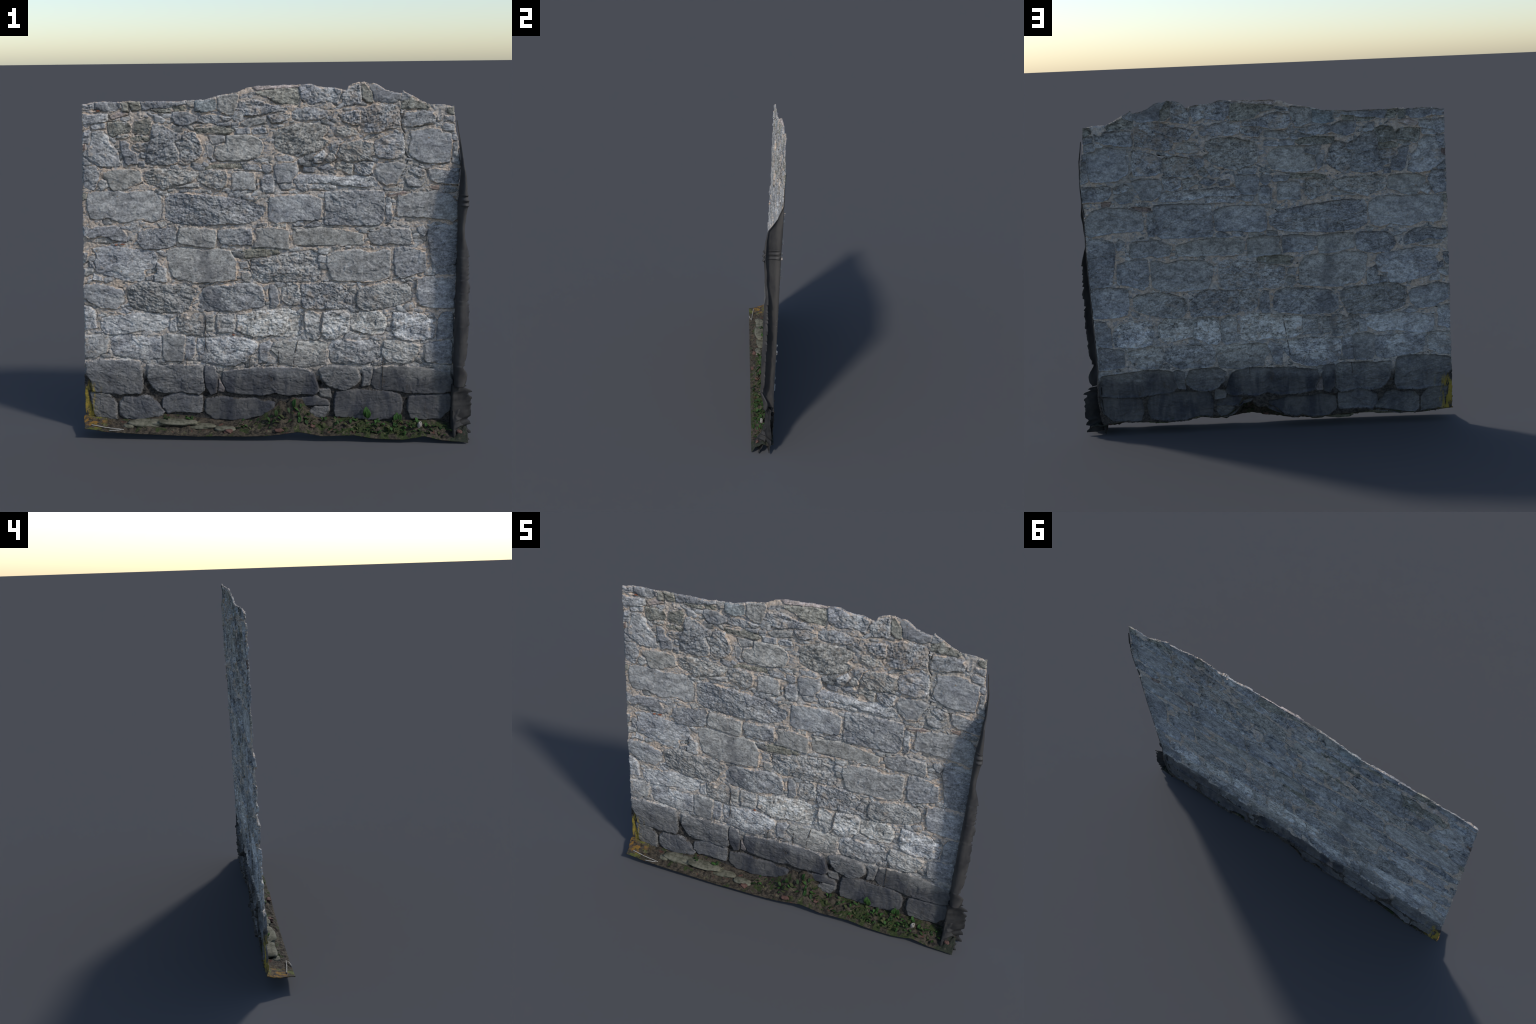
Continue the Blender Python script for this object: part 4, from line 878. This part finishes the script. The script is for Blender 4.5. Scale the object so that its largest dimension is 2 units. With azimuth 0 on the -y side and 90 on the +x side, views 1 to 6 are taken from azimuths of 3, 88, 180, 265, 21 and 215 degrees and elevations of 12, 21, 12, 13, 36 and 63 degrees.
# the broad-leaved weed in the hollow near the middle
for x, y, z, size, yaw, pitch, which in ((0.005, -0.02, 0.105, 1.5, 0.3, 1.25, 2), (0.095, -0.01, 0.150, 1.9, -0.7, 1.05, 0), (0.10, -0.045, 0.125, 2.2, 3.0, -0.9, 0),
                                         (0.130, -0.045, 0.12, 1.9, 2.8, -1.0, 0), (0.05, -0.03, 0.10, 1.8, 1.3, 0.5, 1), (0.155, -0.04, 0.10, 1.7, 3.6, -0.7, 2),
                                         (0.075, -0.03, 0.13, 1.6, 0.6, 0.9, 2), (0.03, -0.04, 0.085, 1.8, 2.2, 0.2, 1), (0.12, -0.02, 0.12, 1.5, -1.2, 0.6, 2),
                                         (0.105, -0.06, 0.085, 1.7, 3.2, -0.6, 1), (0.18, -0.04, 0.085, 1.6, -2.2, 0.2, 1), (-0.02, -0.03, 0.07, 1.4, 1.0, 0.3, 2)):
    plant_leaf(x, y + 0.006, z - 0.004, size * 0.78, yaw, pitch, which)
for x, z, s in ((0.465, 0.092, 1.7), (0.475, 0.085, 1.5), (0.625, 0.080, 1.6), (0.64, 0.075, 1.5), (0.615, 0.07, 1.3)):
    plant_leaf(x, 0.008, z, s, rng.uniform(-0.5, 0.5), 1.35, 0)

# ------------------------------------------------------------------ torn drainpipe on the right
def pipe_material():
    m = Nodes("black_drainpipe")
    m.bsdf.inputs["Roughness"].default_value = 0.62
    n = m.noise(22, 4, 0.65, (1, 1, 0.35))
    col = m.mix(m.step(n, 0.32, 0.68), (0.028, 0.027, 0.029), (0.052, 0.049, 0.047))
    x, y, z = m.axes()
    caked = m.math("MULTIPLY", m.step(m.math("ADD", y, m.math("MULTIPLY", n, 0.02)), 0.032, 0.050), m.step(z, 0.45, 0.6))      # mortar caked on along the wall side
    col = m.mix(m.math("MULTIPLY", caked, 0.7), col, (0.072, 0.066, 0.061))
    return m.finish(col, n, 0.25, 0.002)

PIPE = pipe_material()
# height: (root x, root y offset), crest (x, y), torn edge (x, y)
PIPE_RIBS = [(1.60, 0.880, 0.884, 0.066, 0.886, 0.070), (1.50, 0.896, 0.903, 0.062, 0.905, 0.064), (1.43, 0.903, 0.912, 0.030, 0.916, 0.034), (1.366, 0.906, 0.915, -0.019, 0.921, -0.012),
             (1.30, 0.905, 0.918, -0.028, 0.929, -0.022), (1.21, 0.900, 0.917, -0.034, 0.938, -0.028), (1.10, 0.904, 0.917, -0.025, 0.928, -0.018),
             (1.04, 0.905, 0.918, -0.026, 0.930, -0.016), (0.98, 0.905, 0.920, -0.023, 0.946, -0.012), (0.93, 0.906, 0.921, -0.031, 0.958, -0.010),
             (0.79, 0.904, 0.922, -0.038, 0.963, -0.012), (0.55, 0.903, 0.924, -0.042, 0.966, -0.020), (0.42, 0.903, 0.925, -0.044, 0.957, -0.030),
             (0.385, 0.903, 0.924, -0.043, 0.950, -0.034), (0.32, 0.909, 0.920, -0.034, 0.970, -0.007), (0.27, 0.914, 0.918, -0.022, 0.958, -0.010)]

def lathe_sheet(name, zs, section, thick, parent, material):
    """Sheet through the cross-sections section(z) -> [(x, y)...], thickened inward."""
    rows = np.array([section(z) for z in zs])
    m, k = rows.shape[:2]
    du = np.gradient(rows, axis=1)
    nrm = np.stack([-du[..., 1], du[..., 0]], -1)
    nrm /= np.linalg.norm(nrm, axis=-1, keepdims=True) + 1e-9
    inner = rows + nrm * thick
    zz = np.repeat(np.asarray(zs)[:, None], k, 1)
    A = np.concatenate([rows, zz[..., None]], -1).reshape(-1, 3)
    B = np.concatenate([inner, zz[..., None]], -1).reshape(-1, 3)
    n = m * k
    idx = np.arange(n).reshape(m, k)
    q = np.stack([idx[:-1, :-1], idx[:-1, 1:], idx[1:, 1:], idx[1:, :-1]], -1).reshape(-1, 4)
    loop = np.concatenate([idx[0, :], idx[1:, -1], idx[-1, -2::-1], idx[-2:0:-1, 0]])
    nxt = np.roll(loop, -1)
    side = np.stack([nxt, loop, loop + n, nxt + n], 1)
    me = mesh_from(name, np.concatenate([A, B]), [q, q[:, ::-1] + n, side])
    bm = bmesh.new()
    bm.from_mesh(me)
    bmesh.ops.recalc_face_normals(bm, faces=bm.faces)
    bm.to_mesh(me)
    bm.free()
    return new_object(name, me, parent, material)

def tear_depth(z, freq, size):
    """Irregular torn edge: teeth of uneven pitch and length."""
    n = lambda f, k: float(perlin(np.array([z * f]), np.array([0.37 + k]), 200 + k)[0])
    warped = z * freq + 1.3 * n(9, 1)
    saw = warped % 1.0
    return size * (0.5 + 0.9 * n(13, 2)) * saw + 0.35 * size * n(70, 3) + 0.3 * size * n(30, 4)

def pipe_section(z, count=16, tear=True):
    ribs = PIPE_RIBS[::-1]
    h = [r[0] for r in ribs]
    rx, cx, cy, ex, ey = (float(np.interp(z, h, [r[i] for r in ribs])) for i in range(1, 6))
    wob = lambda f, k: float(perlin(np.array([z * f]), np.array([0.61 + k]), 300 + k)[0])
    cx, cy, ex, ey = cx + 0.003 * wob(11, 1), cy + 0.004 * wob(9, 2), ex + 0.003 * wob(14, 3), ey + 0.004 * wob(12, 4)
    ry = float(base_y(np.array([rx]), np.array([z]))[0]) + 0.0005
    if tear and z < 0.95:
        bite = tear_depth(z, 21, 0.013)
        ex, ey = ex - bite * 0.75, ey - bite * 0.45
    p3 = (ex, ey)
    fat = float(smooth(1.5, 1.15, np.array(z)))
    out = []
    for i in range(count):          # root to crest, then round to the torn edge
        t = i / (count - 1)
        b = [(1 - t) ** 3, 3 * t * (1 - t) ** 2, 3 * t * t * (1 - t), t ** 3]
        ctl = [(rx + 0.003, ry + 0.004), (rx - 0.026 * fat, cy + 0.006), (cx + 0.002, cy - 0.024 * fat), p3]
        out.append((sum(w * c[0] for w, c in zip(b, ctl)), sum(w * c[1] for w, c in zip(b, ctl))))
    return out

pipe = lathe_sheet("drainpipe", np.arange(0.27, 1.60, 0.004), pipe_section, 0.0035, wall, PIPE)

def ring_section(z):
    grow = 0.004 + 0.005 * math.cos((z - 1.223) / 0.026 * math.pi * 2.0)
    return [(x + grow * 0.3, y - grow) for x, y in pipe_section(z, 16, False)]
lathe_sheet("pipe_bracket", np.arange(1.193, 1.2501, 0.003), ring_section, 0.004, pipe, PIPE)

# crumpled flap of sheet at the foot of the pipe, with a saw-toothed tear
def flap_section(z):
    t = (0.275 - z) / 0.25
    tooth = max(0.0, tear_depth(z, 17, 0.024))
    x1 = 0.965 + 0.036 * smooth(0.28, 0.235, np.array(z)) - tooth
    x0 = 0.898 - 0.004 * t
    fold = 0.008 * math.sin(t * 7)
    return [(0.896, 0.028), (0.895, 0.008)] + [(x0 + (float(x1) - x0) * s, -0.014 - 0.010 * t + (0.030 + 0.006 * t) * s + fold * math.sin(s * 4.0)) for s in np.linspace(0, 1, 10)]
def scrap_section(z):
    t = (0.15 - z) / 0.15
    x1 = 0.935 + 0.045 * t - tear_depth(z + 0.3, 20, 0.030)
    return [(0.893, 0.022), (0.894, -0.004)] + [(0.900 + (x1 - 0.900) * u, -0.030 - 0.045 * t + 0.030 * u + 0.010 * math.sin(u * 5 + t * 6)) for u in np.linspace(0, 1, 10)]
DARK_SHEET = plain_material("dark_sheet", (0.013, 0.013, 0.014), (0.028, 0.027, 0.026), 25, 0.7, 0.4)
lathe_sheet("crumpled_scrap", np.arange(0.004, 0.150, 0.005), scrap_section, 0.0035, pipe, DARK_SHEET)
lathe_sheet("torn_flap", np.arange(0.015, 0.276, 0.005), flap_section, 0.0035, pipe, DARK_SHEET)
